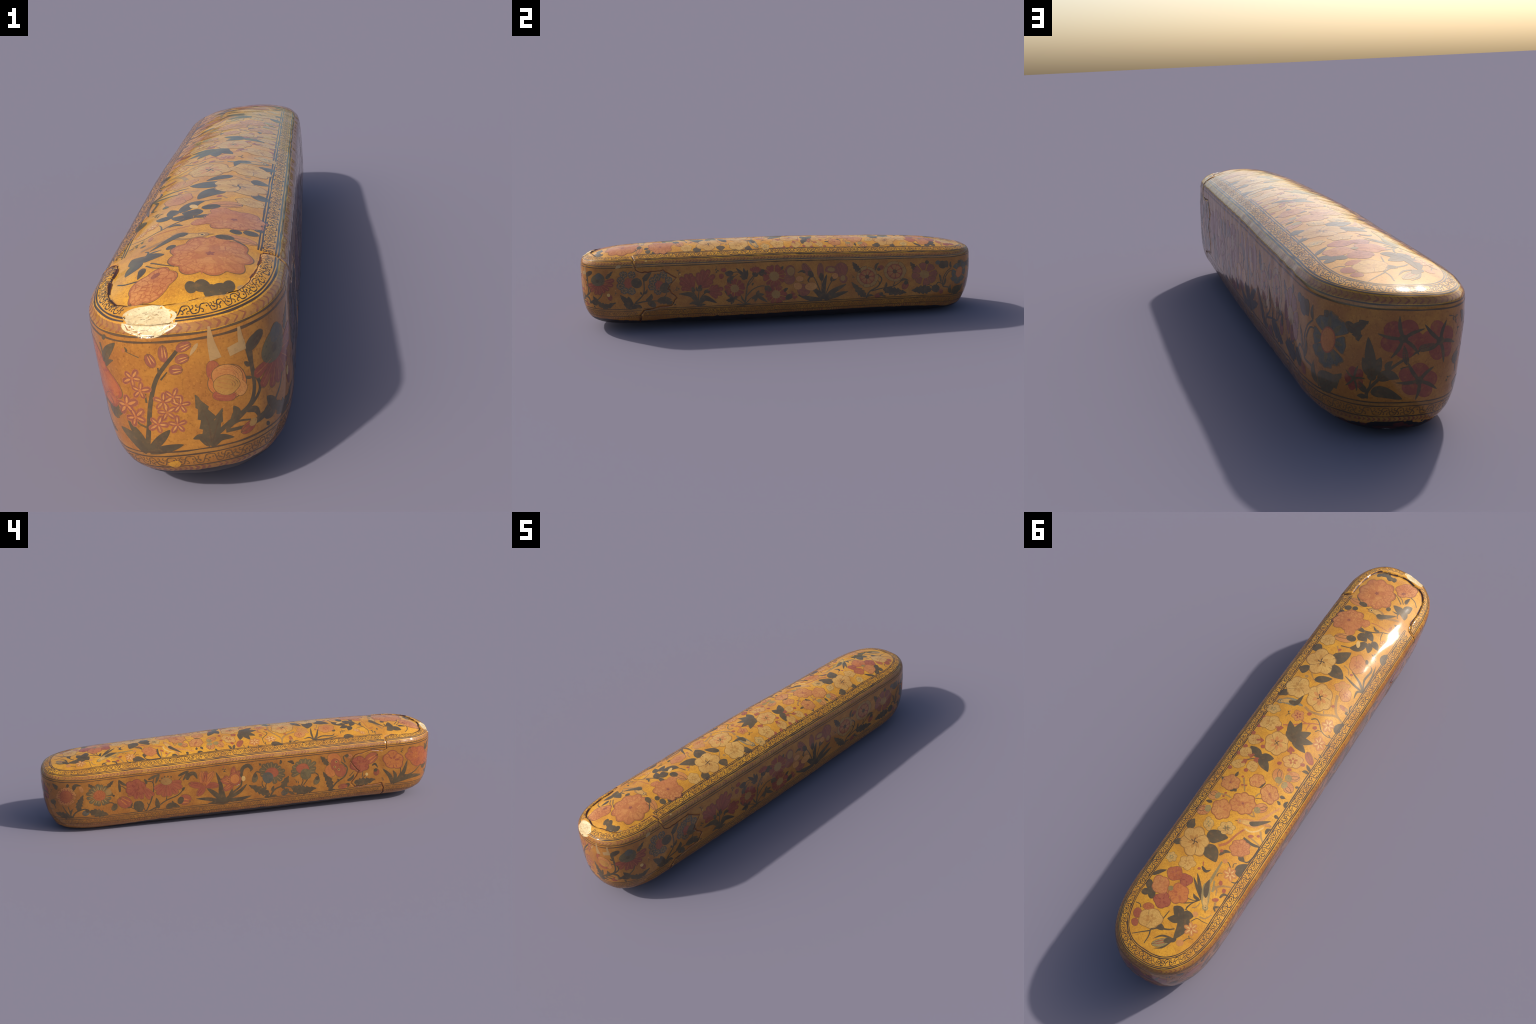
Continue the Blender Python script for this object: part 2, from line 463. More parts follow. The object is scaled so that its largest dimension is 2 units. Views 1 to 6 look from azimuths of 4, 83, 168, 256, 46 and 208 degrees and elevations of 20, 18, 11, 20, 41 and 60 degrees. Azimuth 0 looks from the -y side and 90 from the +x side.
def build_case(root):
    s = case_columns()
    h = np.concatenate([np.linspace(LOW_H, -0.02, 50), np.linspace(-0.016, 0.20, 68), np.linspace(0.203, SIDE_H, 24)])
    f = np.concatenate([np.linspace(1, 0.93, 9)[1:], np.linspace(0.91, 0.0, 54)])
    ns, nh, nf = len(s), len(h), len(f)
    S, H = np.meshgrid(s, h, indexing="xy")
    flank = flank_point(S.ravel(), H.ravel(), np.zeros(S.size))
    S2, F2 = np.meshgrid(s, f, indexing="xy")
    X2, Y2 = top_xy(S2.ravel(), F2.ravel())
    top = top_point(X2, Y2, np.zeros(X2.size))
    # underside: the lowest loop closed to its spine
    g = np.linspace(1, 0, 12)[1:]
    S3, G3 = np.meshgrid(s, g, indexing="xy")
    A, B, Y = _around(S3.ravel())
    low = flank_base(S3.ravel(), 0.0 * S3.ravel())
    spine_y = np.where(Y > 0, np.minimum(low[:, 1], Y_FAR), np.maximum(low[:, 1], Y_NEAR))
    spine = np.stack([0 * A, spine_y, under_height(spine_y) - 0.002], -1)
    under = spine + (low - spine) * G3.ravel()[:, None]
    verts = np.concatenate([under[::-1].reshape(-1, 3), flank, top])
    # rows: under (spine first), flank, top
    under_rows = under.reshape(len(g), ns, 3)[::-1]
    rows = np.concatenate([under_rows, flank.reshape(nh, ns, 3), top.reshape(nf, ns, 3)])
    verts = rows.reshape(-1, 3)
    nr = len(rows)
    i, j = np.meshgrid(np.arange(nr - 1), np.arange(ns), indexing="ij")
    j2 = (j + 1) % ns
    quads = np.stack([i * ns + j, i * ns + j2, (i + 1) * ns + j2, (i + 1) * ns + j], -1).reshape(-1, 4)
    # merge the coincident spine vertices
    key = np.round(verts / 2e-4).astype(np.int64)
    for r in (0, nr - 1):
        ids = np.arange(r * ns, (r + 1) * ns)
        _, first, inv = np.unique(key[ids], axis=0, return_index=True, return_inverse=True)
        remap = np.arange(len(verts))
        remap[ids] = ids[first][inv.ravel()]
        quads = remap[quads]
    # sort faces into parts
    fr, fc = i.ravel() + 0.5, j.ravel()
    sm = np.where(s[j2.ravel()] < s[fc] - 1, s[fc] + 0.0015, (s[fc] + s[j2.ravel()]) / 2)
    ng = len(g)
    hall = np.concatenate([np.full(ng, -0.3), h, np.full(nf, 0.3)])
    hm = (hall[i.ravel()] + hall[i.ravel() + 1]) / 2
    on_top = i.ravel() >= ng + nh - 1
    fall = np.concatenate([np.ones(ng + nh), f])
    fm = (fall[i.ravel()] + fall[i.ravel() + 1]) / 2
    tx, ty = top_xy(sm, fm)
    wear = wear_edge(sm) + 0.0025 * wave_noise(sm, hm, 0.07, 21) + (0.002 + 0.004 * ((sm > 0.85) & (sm < 1.3))) * wave_noise(sm, hm, 0.019, 22)
    base = (~on_top) & (hm < wear)
    drawer = np.where(on_top, (ty < -0.70) & ~inside(tx, ty, PANEL), inside(sm, hm, DRAWER))
    part = np.where(base, 2, np.where(drawer, 1, 0))
    # drop collapsed corners
    faces = [tuple(dict.fromkeys(q)) for q in quads.tolist()]
    whole = bpy.data.meshes.new("whole_case")
    whole.from_pydata([tuple(v) for v in verts], [], [q for q in faces if len(q) > 2])
    nor = np.zeros(len(verts) * 3, np.float32)
    whole.vertex_normals.foreach_get("vector", nor)
    nor = nor.reshape(-1, 3)
    bpy.data.meshes.remove(whole)
    made = []
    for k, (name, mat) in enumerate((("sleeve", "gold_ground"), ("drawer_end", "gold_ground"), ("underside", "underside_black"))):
        pick = [n for n in range(len(faces)) if part[n] == k and len(faces[n]) > 2]
        fs = [faces[n] for n in pick]
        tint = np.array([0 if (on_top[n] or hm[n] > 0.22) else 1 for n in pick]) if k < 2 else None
        used = np.unique(np.concatenate([np.array(q) for q in fs]))
        lookup = np.full(len(verts), -1)
        lookup[used] = np.arange(len(used))
        fs = [tuple(int(lookup[v]) for v in q) for q in fs]
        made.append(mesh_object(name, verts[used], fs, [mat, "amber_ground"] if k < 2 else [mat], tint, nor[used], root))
    return made

# ----------------------------------------------------------------------------
# 4. PAINT: motifs laid on the surface
# ----------------------------------------------------------------------------
TOP, FLANK = top_point, flank_point
LAYER, FIRST = 0.00004, 0.00009


def bezier(points, n):
    """Smooth curve through the points (Catmull-Rom)."""
    p = np.asarray(points, float)
    if len(p) == 2:
        t = np.linspace(0, 1, n)[:, None]
        return p[0] * (1 - t) + p[1] * t
    q = np.vstack([2 * p[0] - p[1], p, 2 * p[-1] - p[-2]])
    out = []
    seg = len(p) - 1
    for t in np.linspace(0, seg, n):
        i = min(int(t), seg - 1)
        u = t - i
        a, b, c, d = q[i:i + 4]
        out.append(0.5 * (2 * b + (c - a) * u + (2 * a - 5 * b + 4 * c - d) * u * u + (3 * b - a - 3 * c + d) * u ** 3))
    return np.array(out)


OCCUPIED = {True: [], False: []}      # chart positions already painted (lid, flank)


class Motif:
    """One painted thing: shapes in chart metres, several colours, stacked layers."""

    def __init__(self, name, chart):
        self.name, self.chart = name, chart
        self.p, self.f, self.m, self.z = [], [], [], []
        self.mats = []
        self.count = 0

    def _mat(self, name):
        if name not in self.mats:
            self.mats.append(name)
        return self.mats.index(name)

    def _grid(self, pts, colour, layer, closed=False):
        rows, cols = pts.shape[:2]
        base = self.count
        k = self._mat(colour)
        flat = pts.reshape(-1, 2)
        a, b, c = pts[0, 0], pts[0, 1 % cols], pts[1 % rows, 0]
        i, j = np.meshgrid(np.arange(rows - 1), np.arange(cols if closed else cols - 1), indexing="ij")
        j2 = (j + 1) % cols
        q = np.stack([i * cols + j, i * cols + j2, (i + 1) * cols + j2, (i + 1) * cols + j], -1).reshape(-1, 4)
        v = flat[q]
        area = ((v[:, 2, 0] - v[:, 0, 0]) * (v[:, 3, 1] - v[:, 1, 1]) - (v[:, 3, 0] - v[:, 1, 0]) * (v[:, 2, 1] - v[:, 0, 1]))
        q = np.where((area < 0)[:, None], q[:, ::-1], q)
        q = q[np.abs(area) > 1e-11]
        self.p.append(flat)
        self.z.append(np.full(len(flat), layer, float))
        self.f.append(q + base)
        self.m.append(np.full(len(q), k))
        self.count += len(flat)

    def stroke(self, points, width, colour="dark_leaf", layer=1, n=None, cross=2, taper=(1.0, 1.0), belly=None, teeth=0, depth=0.3, side=0):
        """Brush stroke along a smooth path; belly = width profile 'leaf'."""
        length = float(np.sum(np.hypot(*np.diff(np.asarray(points, float), axis=0).T)))
        n = n or int(max(6, min(120, length / 0.004 + 4)))
        if teeth:
            n = max(n, teeth * 6)
            cross = max(cross, 4)
        cross = max(cross, int(math.ceil(width / 0.006)))
        c = bezier(points, n)
        d = np.gradient(c, axis=0)
        nrm = np.stack([-d[:, 1], d[:, 0]], -1)
        nrm /= np.maximum(np.linalg.norm(nrm, axis=1, keepdims=True), 1e-9)
        t = np.linspace(0, 1, n)
        if belly == "leaf":
            w = np.sin(np.pi * t ** 0.75) ** 0.8 + 0.04
        elif belly == "drop":
            w = np.sqrt(np.clip(1 - (2 * t - 1) ** 2, 0, 1)) * (0.55 + 0.45 * t)
        elif belly == "oval":
            w = np.sqrt(np.clip(1 - (2 * t - 1) ** 2, 0, 1))
        elif belly == "fan":
            w = t ** 0.8 * np.sqrt(np.clip(1 - t ** 8, 0, 1)) + 0.05
        elif belly == "blade":
            w = np.sin(np.pi * np.clip(t * 0.86 + 0.14, 0, 1)) ** 0.7
        else:
            w = taper[0] * (1 - t) + taper[1] * t
        wl, wr = w.copy(), w.copy()
        if teeth:
            saw = (t * teeth) % 1.0
            cut = 1 - depth * saw
            wl, wr = w * cut, w * (1 - depth * ((t * teeth + 0.4) % 1.0))
        u = np.linspace(-1, 1, cross + 1)
        half = np.where(u[None, :] < 0, wr[:, None], wl[:, None]) * width / 2
        pts = c[:, None, :] + nrm[:, None, :] * (u[None, :] * half)[..., None]
        self._grid(pts, colour, layer)
        return self

    def blob(self, centre, radius, colour, layer=1, petals=0, lobe=0.2, turn=0.0, squash=1.0, tilt=0.0, wobble=0.05, seed=0, sharp=1.0, inner=0.0):
        """Rounded patch; petals > 0 scallops its rim; inner > 0 leaves a hole."""
        n = max(20, petals * 10, int(radius * 1400))
        rings = max(2, int(radius / 0.005))
        a = np.linspace(0, 2 * np.pi, n, endpoint=False)
        r = np.ones(n)
        if petals:
            r = 1 - lobe + lobe * np.abs(np.cos(petals * (a - turn) / 2)) ** sharp
        rs = np.random.RandomState(seed + 7)
        for k in range(2, 6):
            r = r + wobble / k * rs.uniform(-1, 1) * np.cos(k * a + rs.uniform(0, 6.28))
        x, y = r * np.cos(a), r * np.sin(a) * squash
        x, y = x * math.cos(tilt) - y * math.sin(tilt), x * math.sin(tilt) + y * math.cos(tilt)
        edge = np.stack([x, y], -1) * radius
        k = np.linspace(max(inner, 0.02), 1, rings + 1)
        pts = np.asarray(centre, float) + edge[None] * k[:, None, None]
        self._grid(pts, colour, layer, closed=True)
        return self

    def petals(self, centre, r0, r1, width, count, colour, layer=1, turn=0.0, squash=1.0, tilt=0.0, belly="fan", jitter=0.06, seed=0, arc=None):
        """A ring (or an arc) of separate petals."""
        rs = np.random.RandomState(seed + 3)
        lo, hi = arc if arc else (0, 2 * math.pi)
        for k in range(count):
            a = turn + lo + (hi - lo) * (k / count if not arc else (k + 0.5) / count) + rs.uniform(-jitter, jitter)
            s = 1 + rs.uniform(-jitter, jitter)
            q = []
            for r in (r0, (r0 + r1 * s) / 2, r1 * s):
                x, y = r * math.cos(a), r * math.sin(a) * squash
                q.append((centre[0] + x * math.cos(tilt) - y * math.sin(tilt), centre[1] + x * math.sin(tilt) + y * math.cos(tilt)))
            self.stroke(q, width * s, colour, layer, belly=belly, cross=4, n=9)
        return self

    def emit(self, parent, kind=None):
        if not self.p:
            return None
        p = np.concatenate(self.p)
        lift = FIRST + LAYER * np.concatenate(self.z)
        f = np.concatenate(self.f)
        if self.chart is TOP:      # keep paint off the drop past the ridge
            over = np.maximum(vault_f(p[:, 0], p[:, 1]) / 0.9995, 1.0)
            mid = np.clip(p[:, 1], Y_NEAR, Y_FAR)
            p = np.stack([p[:, 0] / over, mid + (p[:, 1] - mid) / over], -1)
        else:
            p = np.stack([p[:, 0], np.clip(p[:, 1], LOW_H + 0.02, SIDE_H - 0.0002)], -1)
        OCCUPIED[self.chart is TOP].append(p)
        v = self.chart(p[:, 0], p[:, 1], lift)
        n = surface_normal(self.chart, p[:, 0], p[:, 1])
        ob = mesh_object(self.name, v, f.tolist(), self.mats, np.concatenate(self.m), n, parent)
        if kind:
            ob["kind"] = kind
        return ob


# --- borders ----------------------------------------------------------------
def ridge_f(s, d):
    """Vault fraction at d metres in from the ridge."""
    A, B, Y = _around(s)
    reach = np.hypot(A * 0.172, B * np.where(B > 0, far_end(2.0) - Y_FAR, near_end(2.0) + Y_NEAR))
    return 1 - d / reach


class Band(Motif):
    """Motif charted as (s, d): round the case, metres in from an edge."""

    def warp(self, kind):
        for i, q in enumerate(self.p):
            s, d = q[:, 0], q[:, 1]
            if kind == "top":
                x, y = top_xy(s, ridge_f(s, d))
                self.p[i] = np.stack([x, y], -1)
                for j in range(len(self.f)):
                    pass
            else:
                self.p[i] = np.stack([s, d + np.where(d < 0.1, border_drop(np.mod(s, GIRTH)), 0)], -1)
        if kind == "top":           # (s, inward) is left-handed already: s anticlockwise, d inward
            pass
        return self


def in_spans(s, spans):
    return any(a <= s <= b for a, b in spans)


def band_lines(name, parent, kind, offsets, colour, spans, width=0.0026):
    b = Band(name, TOP if kind == "top" else FLANK)
    for k, d in enumerate(offsets):
        for a, e in spans:
            n = int((e - a) / 0.004) + 2
            s = np.linspace(a, e, n)
            w = width * (1 + 0.35 * wave_noise(s, s * 0, 0.09, 40 + k))
            j = 0.0005 * wave_noise(s, s * 0, 0.12, 50 + k)
            pts = np.stack([np.stack([s, d + j - w / 2], -1), np.stack([s, d + j + w / 2], -1)])
            b._grid(pts, colour, 3)
    b.warp(kind)
    return b.emit(parent, "stuff")


def scroll_band(name, parent, kind, d0, d1, colour, spans, pitch, seed, weight=0.0025):
    """Running vine: slanting S strokes with curled side twigs and leaf dots."""
    r = np.random.RandomState(seed)
    b = Band(name, TOP if kind == "top" else FLANK)
    h = d1 - d0
    for a, e in spans:
        s, flip = a + pitch * 0.4, 1
        while s < e - pitch * 0.6:
            p = pitch * r.uniform(0.8, 1.2)
            m = lambda u, v: (s + u * p, d0 + h * (v if flip > 0 else 1 - v))
            w = weight * r.uniform(0.8, 1.25)
            b.stroke([m(-0.55, 0.06), m(-0.15, 0.12), m(0.02, 0.50), m(0.20, 0.90), m(0.60, 0.95)], w, colour, 3, n=14, taper=(0.7, 1.0))
            b.stroke([m(0.02, 0.52), m(0.30, 0.40), m(0.34, 0.12), m(0.14, 0.16)], w * 0.9, colour, 3, n=9, taper=(1, 0.6))
            if r.rand() < 0.75:
                b.stroke([m(0.08, 0.64), m(-0.26, 0.66), m(-0.34, 0.90), m(-0.16, 0.86)], w * 0.85, colour, 3, n=9, taper=(1, 0.6))
            if r.rand() < 0.7:
                b.stroke([m(0.40, 0.60), m(0.52, 0.46)], w * 2.0, colour, 3, n=5, belly="oval")
            b.stroke([m(-0.40, 0.45), m(-0.30, 0.30)], w * 1.7, colour, 3, n=5, belly="oval")
            s += p
            flip = -flip
    b.warp(kind)
    return b.emit(parent, "stuff")


def chevron_band(name, parent, kind, d0, d1, colour, spans, pitch, seed, weight=0.005):
    r = np.random.RandomState(seed)
    b = Band(name, TOP if kind == "top" else FLANK)
    m = (d0 + d1) / 2
    for a, e in spans:
        s = a
        while s < e:
            w = weight * r.uniform(0.6, 1.2)
            k = pitch * r.uniform(0.5, 0.7)
            if r.rand() < 0.93:
                b.stroke([(s, d0), (s + k, m)], w, colour, 3, n=4, taper=(0.6, 1))
                b.stroke([(s + k, m), (s, d1)], w * r.uniform(0.5, 1), colour, 3, n=4, taper=(1, 0.5))
            s += pitch * r.uniform(0.92, 1.08)
    b.warp(kind)
    return b.emit(parent, "stuff")


def wash_band(name, parent, kind, d0, d1, colour, spans):
    b = Band(name, TOP if kind == "top" else FLANK)
    for a, e in spans:
        s = np.linspace(a, e, int((e - a) / 0.004) + 2)
        rows = [np.stack([s, d0 + (d1 - d0) * t + 0 * s], -1) for t in np.linspace(0, 1, 5)]
        b._grid(np.stack(rows), colour, 1)
    b.warp(kind)
    return b.emit(parent, "stuff")


def seam_at(path, h):
    """Where a seam first meets height h, coming down from the ridge."""
    for (s0, h0), (s1, h1) in zip(path[:-1], path[1:]):
        if min(h0, h1) <= h <= max(h0, h1) and h0 != h1:
            return s0 + (s1 - s0) * (h - h0) / (h1 - h0)
    return path[-1][0]


def paint_borders(sleeve, drawer):
    def flank_spans(h, gap=0.006):
        l, r = seam_at(SEAM_LEFT, h), seam_at(SEAM_RIGHT, h)
        return [(r + gap - GIRTH, l - gap)], [(l + gap, r - gap)]

    top_l, top_r = seam_at(SEAM_LEFT, 0.243), seam_at(SEAM_RIGHT, 0.243)
    chip = (3.205, 3.307)
    sleeve_top = [(top_r + 0.006 - GIRTH, top_l - 0.006)]
    drawer_top = [(top_l + 0.006, chip[0]), (chip[1], top_r - 0.006)]
    for part, spans, inner in ((sleeve, sleeve_top, (0.0345, 0.0400)), (drawer, drawer_top, ())):
        band_lines("border_line", part, "top", (0.0025, 0.0075) + inner, "ink_bold", spans, 0.0031)
        scroll_band("border_scroll", part, "top", 0.0105, 0.0325, "ink_bold", spans, 0.0185, 5 if part is sleeve else 6)
    sl, dr = flank_spans(0.225)
    for part, spans, seed in ((sleeve, sl, 8), (drawer, dr, 9)):
        wash_band("border_wash", part, "flank", 0.2235, 0.2405, "umber_band", spans)
        chevron_band("border_chevron", part, "flank", 0.2240, 0.2410, "chevron_red", spans, 0.0165, seed)
        band_lines("border_line", part, "flank", (0.2105, 0.2205), "ink_line", spans, 0.0040)
    sl, dr = flank_spans(-0.02)
    for part, spans, seed in ((sleeve, sl, 12), (drawer, dr, 13)):
        wash_band("border_wash", part, "flank", -0.0075, 0.0030, "umber_band", spans)
        band_lines("border_line", part, "flank", (0.0025, -0.0075, -0.0365), "ink_line", spans, 0.0034)
        wash_band("border_wash", part, "flank", -0.0520, -0.0365, "umber_band", spans)
        scroll_band("border_scroll", part, "flank", -0.0330, -0.0105, "ink_faded", spans, 0.0185, seed, 0.0028)
        chevron_band("border_chevron", part, "flank", -0.0510, -0.0385, "chevron_red", spans, 0.012, seed, 0.006)


def paint_seams(sleeve, drawer):
    m = Motif("seam_crack", FLANK)
    for path in (SEAM_RIGHT, SEAM_LEFT):
        q = np.array(path[:-1] + [(path[-1][0], -0.05)])
        dense = []
        for a, b in zip(q[:-1], q[1:]):
            k = max(2, int(np.hypot(*(b - a)) / 0.006))
            dense += [a + (b - a) * t for t in np.linspace(0, 1, k, endpoint=False)]
        d = np.array(dense + [q[-1]])
        d = d + 0.0011 * np.stack([wave_noise(d[:, 0], d[:, 1], 0.02, 61), wave_noise(d[:, 0], d[:, 1], 0.02, 62)], -1)
        for lo in range(0, len(d) - 1, 6):
            part = d[lo:lo + 7]
            if len(part) < 2:
                continue
            rust = 0.0042 * (1 + 0.5 * math.sin(lo * 1.7))
            m.stroke(part, rust, "crack_rust", 18, n=len(part) * 2, cross=6)
            if math.sin(lo * 2.3 + len(d)) < -0.55:
                continue
            m.stroke(part, 0.0026 * (1 + 0.5 * math.sin(lo)), "crack_brown", 24, n=len(part) * 2, cross=4)
    m.emit(drawer)
    m = Motif("seam_crack", TOP)
    q = np.array(SEAM_TOP)
    d = bezier(q, 170)
    for lo in range(0, len(d) - 1, 6):
        part = d[lo:lo + 7]
        wide = 0.0024 * (1 + 0.7 * math.sin(lo * 0.35))
        m.stroke(part, wide * 1.5, "crack_rust", 24, n=len(part) * 2, cross=8)
        m.stroke(part, wide, "crack_brown", 32, n=len(part) * 2, cross=6)
    m.emit(drawer)


def paint_chips(sleeve, drawer):
    """Plaster bared on the near ridge, with hairline dirt in it."""
    for chart, (cx, cy, rx, ry), up in ((TOP, CHIP_TOP, 1), (FLANK, CHIP_FLANK, -1)):
        m = Motif("bared_plaster", chart)
        m.blob((cx, cy), rx * 1.18, "plaster", 5, petals=4, lobe=0.05, squash=ry / rx, wobble=0.30, seed=5 if chart is TOP else 9)
        r = np.random.RandomState(31)
        for i in range(16 if chart is TOP else 5):
            x, y = cx + r.uniform(-0.7, 0.6) * rx, cy + up * r.uniform(-0.2, 0.6) * ry
            w = r.uniform(0.004, 0.018)
            m.stroke([(x, y), (x + w * 0.5, y + r.uniform(-0.0015, 0.0015)), (x + w, y + r.uniform(-0.002, 0.002))],
                     r.uniform(0.0007, 0.0016), "tan_stem" if i % 3 else "dark_leaf", 7, n=6, taper=(0.4, 0.6))
        m.emit(drawer)
    m = Motif("bared_plaster", TOP)      # smaller flakes along the rim of the drawer
    for x, y, r in ((0.108, -0.893, 0.009), (0.131, -0.842, 0.004), (0.172, -0.70, 0.005)):
        m.blob((x, y), r, "bare_ground", 6, squash=0.6, tilt=1.0, wobble=0.2, seed=int(x * 1000))
    m.emit(drawer)
    m = Motif("lacquer_flake", FLANK)
    for s, h, r, k, col in ((3.60, 0.216, 0.014, 0.5, "bare_ground"), (3.735, 0.238, 0.006, 0.6, "pale_cream"),
                            (3.700, -0.03, 0.006, 1.2, "cream"), (3.270, -0.035, 0.014, 0.6, "gold_ground")):
        m.blob((s, h), r, col, 6, squash=k, tilt=0.2, wobble=0.3, seed=int(s * 100))
    m.emit(drawer)
    m = Motif("worn_patch", FLANK)       # pale scar under the far end
    for i in range(9):
        m.blob((0.93 + 0.033 * i, -0.092 - 0.012 * math.sin(i * 2.1)), 0.016 + 0.006 * math.cos(i * 1.3), "flaked_red", 3, petals=5, lobe=0.4, squash=0.6, wobble=0.35, seed=40 + i)
    m.blob((1.055, -0.098), 0.030, "flaked_red", 4, squash=0.5, wobble=0.3, seed=3)
    m.blob((1.058, -0.108), 0.016, "worn_white", 6, petals=7, lobe=0.5, squash=0.5, wobble=0.3, seed=4)
    m.emit(PARTS["underside"])

# ----------------------------------------------------------------------------
# 5. MOTIFS: the painter's vocabulary and where each one stands
# ----------------------------------------------------------------------------
PARTS = {}
_seed = [100]


def seed():
    _seed[0] += 1
    return _seed[0]


def owner(chart, p):
    if chart is TOP:
        return PARTS["drawer_end"] if p[1] < -0.70 and not bool(inside(np.array(p[0]), np.array(p[1]), PANEL)) else PARTS["sleeve"]
    s = p[0] % GIRTH
    return PARTS["drawer_end"] if bool(inside(np.array(s), np.array(p[1]), DRAWER)) else PARTS["sleeve"]


def leaf(chart, pts, width, teeth=0, colour="dark_leaf", vein=True):
    m = Motif("painted_leaf", chart)
    m.stroke(pts, width, colour, 3, belly="leaf", teeth=teeth, cross=4, depth=0.42)
    if vein and width > 0.012:
        c = bezier(pts, 12)
        m.stroke(c[1:10], 0.0016, "ink_line", 5, taper=(1.2, 0.4))
    m.emit(owner(chart, pts[0]))


def blade(chart, pts, width, colour="dark_leaf"):
    Motif("painted_leaf", chart).stroke(pts, width, colour, 2, belly="blade", cross=4).emit(owner(chart, pts[0]))


def stem(chart, pts, width, colour="dark_leaf"):
    Motif("painted_stem", chart).stroke(pts, width, colour, 1, taper=(1.15, 0.7)).emit(owner(chart, pts[0]))


def patch(chart, c, r, squash=1.0, tilt=0.0, colour="dark_leaf", name="painted_leaf", layer=3):
    k = seed()
    m = Motif(name, chart)
    if name == "painted_petal":           # drawn outline and veins
        m.blob(c, r * 1.05, "ink_faded", layer - 0.5, squash=squash, tilt=tilt, seed=k, wobble=0.10)
    m.blob(c, r, colour, layer, squash=squash, tilt=tilt, seed=k, wobble=0.10)
    if name == "painted_petal" and r > 0.012:
        for v in (-0.45, -0.1, 0.3):
            m.stroke([ell(c, r, squash, tilt, -0.6, v), ell(c, r, squash, tilt, 0.0, v * 1.3), ell(c, r, squash, tilt, 0.7, v)], r * 0.05, "rose_shade", layer + 0.5, taper=(0.3, 0.8))
    m.emit(owner(chart, c))


def berry(chart, c, r, squash=1.0, tilt=0.0, colour="red"):
    m = Motif("painted_berry", chart)
    m.blob(c, r, colour, 3, squash=squash, tilt=tilt, seed=seed(), wobble=0.12)
    m.emit(owner(chart, c))


def ell(c, r, squash, tilt, u, v):
    """Point at (u, v) in the frame of a tilted ellipse."""
    x, y = u * r, v * r * squash
    return (c[0] + x * math.cos(tilt) - y * math.sin(tilt), c[1] + x * math.sin(tilt) + y * math.cos(tilt))


def rose(chart, c, r, squash=1.0, tilt=0.0, base="rose_pink", shade="rose_shade", petals=7, heart=True):
    """Full blossom: ruffled petals, darker folds round a dark heart."""
    k = seed()
    rs = np.random.RandomState(k)
    fold = "rose_fold" if base in ("rose_pink", "salmon") else shade
    m = Motif("painted_rose", chart)
    t0 = rs.uniform(0, 6)
    for g, col, layer in ((1.04, "ink_faded", 2), (1.01, shade, 3), (0.93, base, 4)):
        m.blob(c, r * g, col, layer, petals=petals, lobe=0.16, turn=t0, squash=squash, tilt=tilt, seed=k, wobble=0.10)
    for i in range(petals):
        a = 6.283 * i / petals + rs.uniform(-0.25, 0.25)
        rr = rs.uniform(0.45, 0.72)
        q = [ell(c, r, squash, tilt, rr * math.cos(a + d) * g, rr * math.sin(a + d) * g)
             for d, g in ((-0.55, 1.12), (-0.25, 0.90), (0.15, 0.86), (0.5, 1.12))]
        m.stroke(q, r * rs.uniform(0.03, 0.06), shade if rs.rand() < 0.4 else fold, 6, taper=(0.3, 0.6))
        for b in (0.25, -0.2):
            m.stroke([ell(c, r, squash, tilt, 0.5 * math.cos(a + b), 0.5 * math.sin(a + b)),
                      ell(c, r, squash, tilt, 0.93 * math.cos(a + b * 0.8), 0.93 * math.sin(a + b * 0.8))],
                     r * rs.uniform(0.03, 0.09), fold, 5, belly="leaf", cross=2)
        if rs.rand() < 0.6:
            m.stroke([ell(c, r, squash, tilt, 0.12 * math.cos(a), 0.12 * math.sin(a)),
                      ell(c, r, squash, tilt, rr * math.cos(a), rr * math.sin(a))], r * rs.uniform(0.12, 0.26), fold, 5, belly="leaf", cross=4)
    if heart:
        m.blob(c, r * 0.22, fold, 6, squash=squash, tilt=tilt, seed=k, wobble=0.3)
        m.blob(c, r * 0.11, "mauve", 7, petals=5, lobe=0.4, squash=squash, tilt=tilt, seed=k, wobble=0.2)
    m.emit(owner(chart, c))


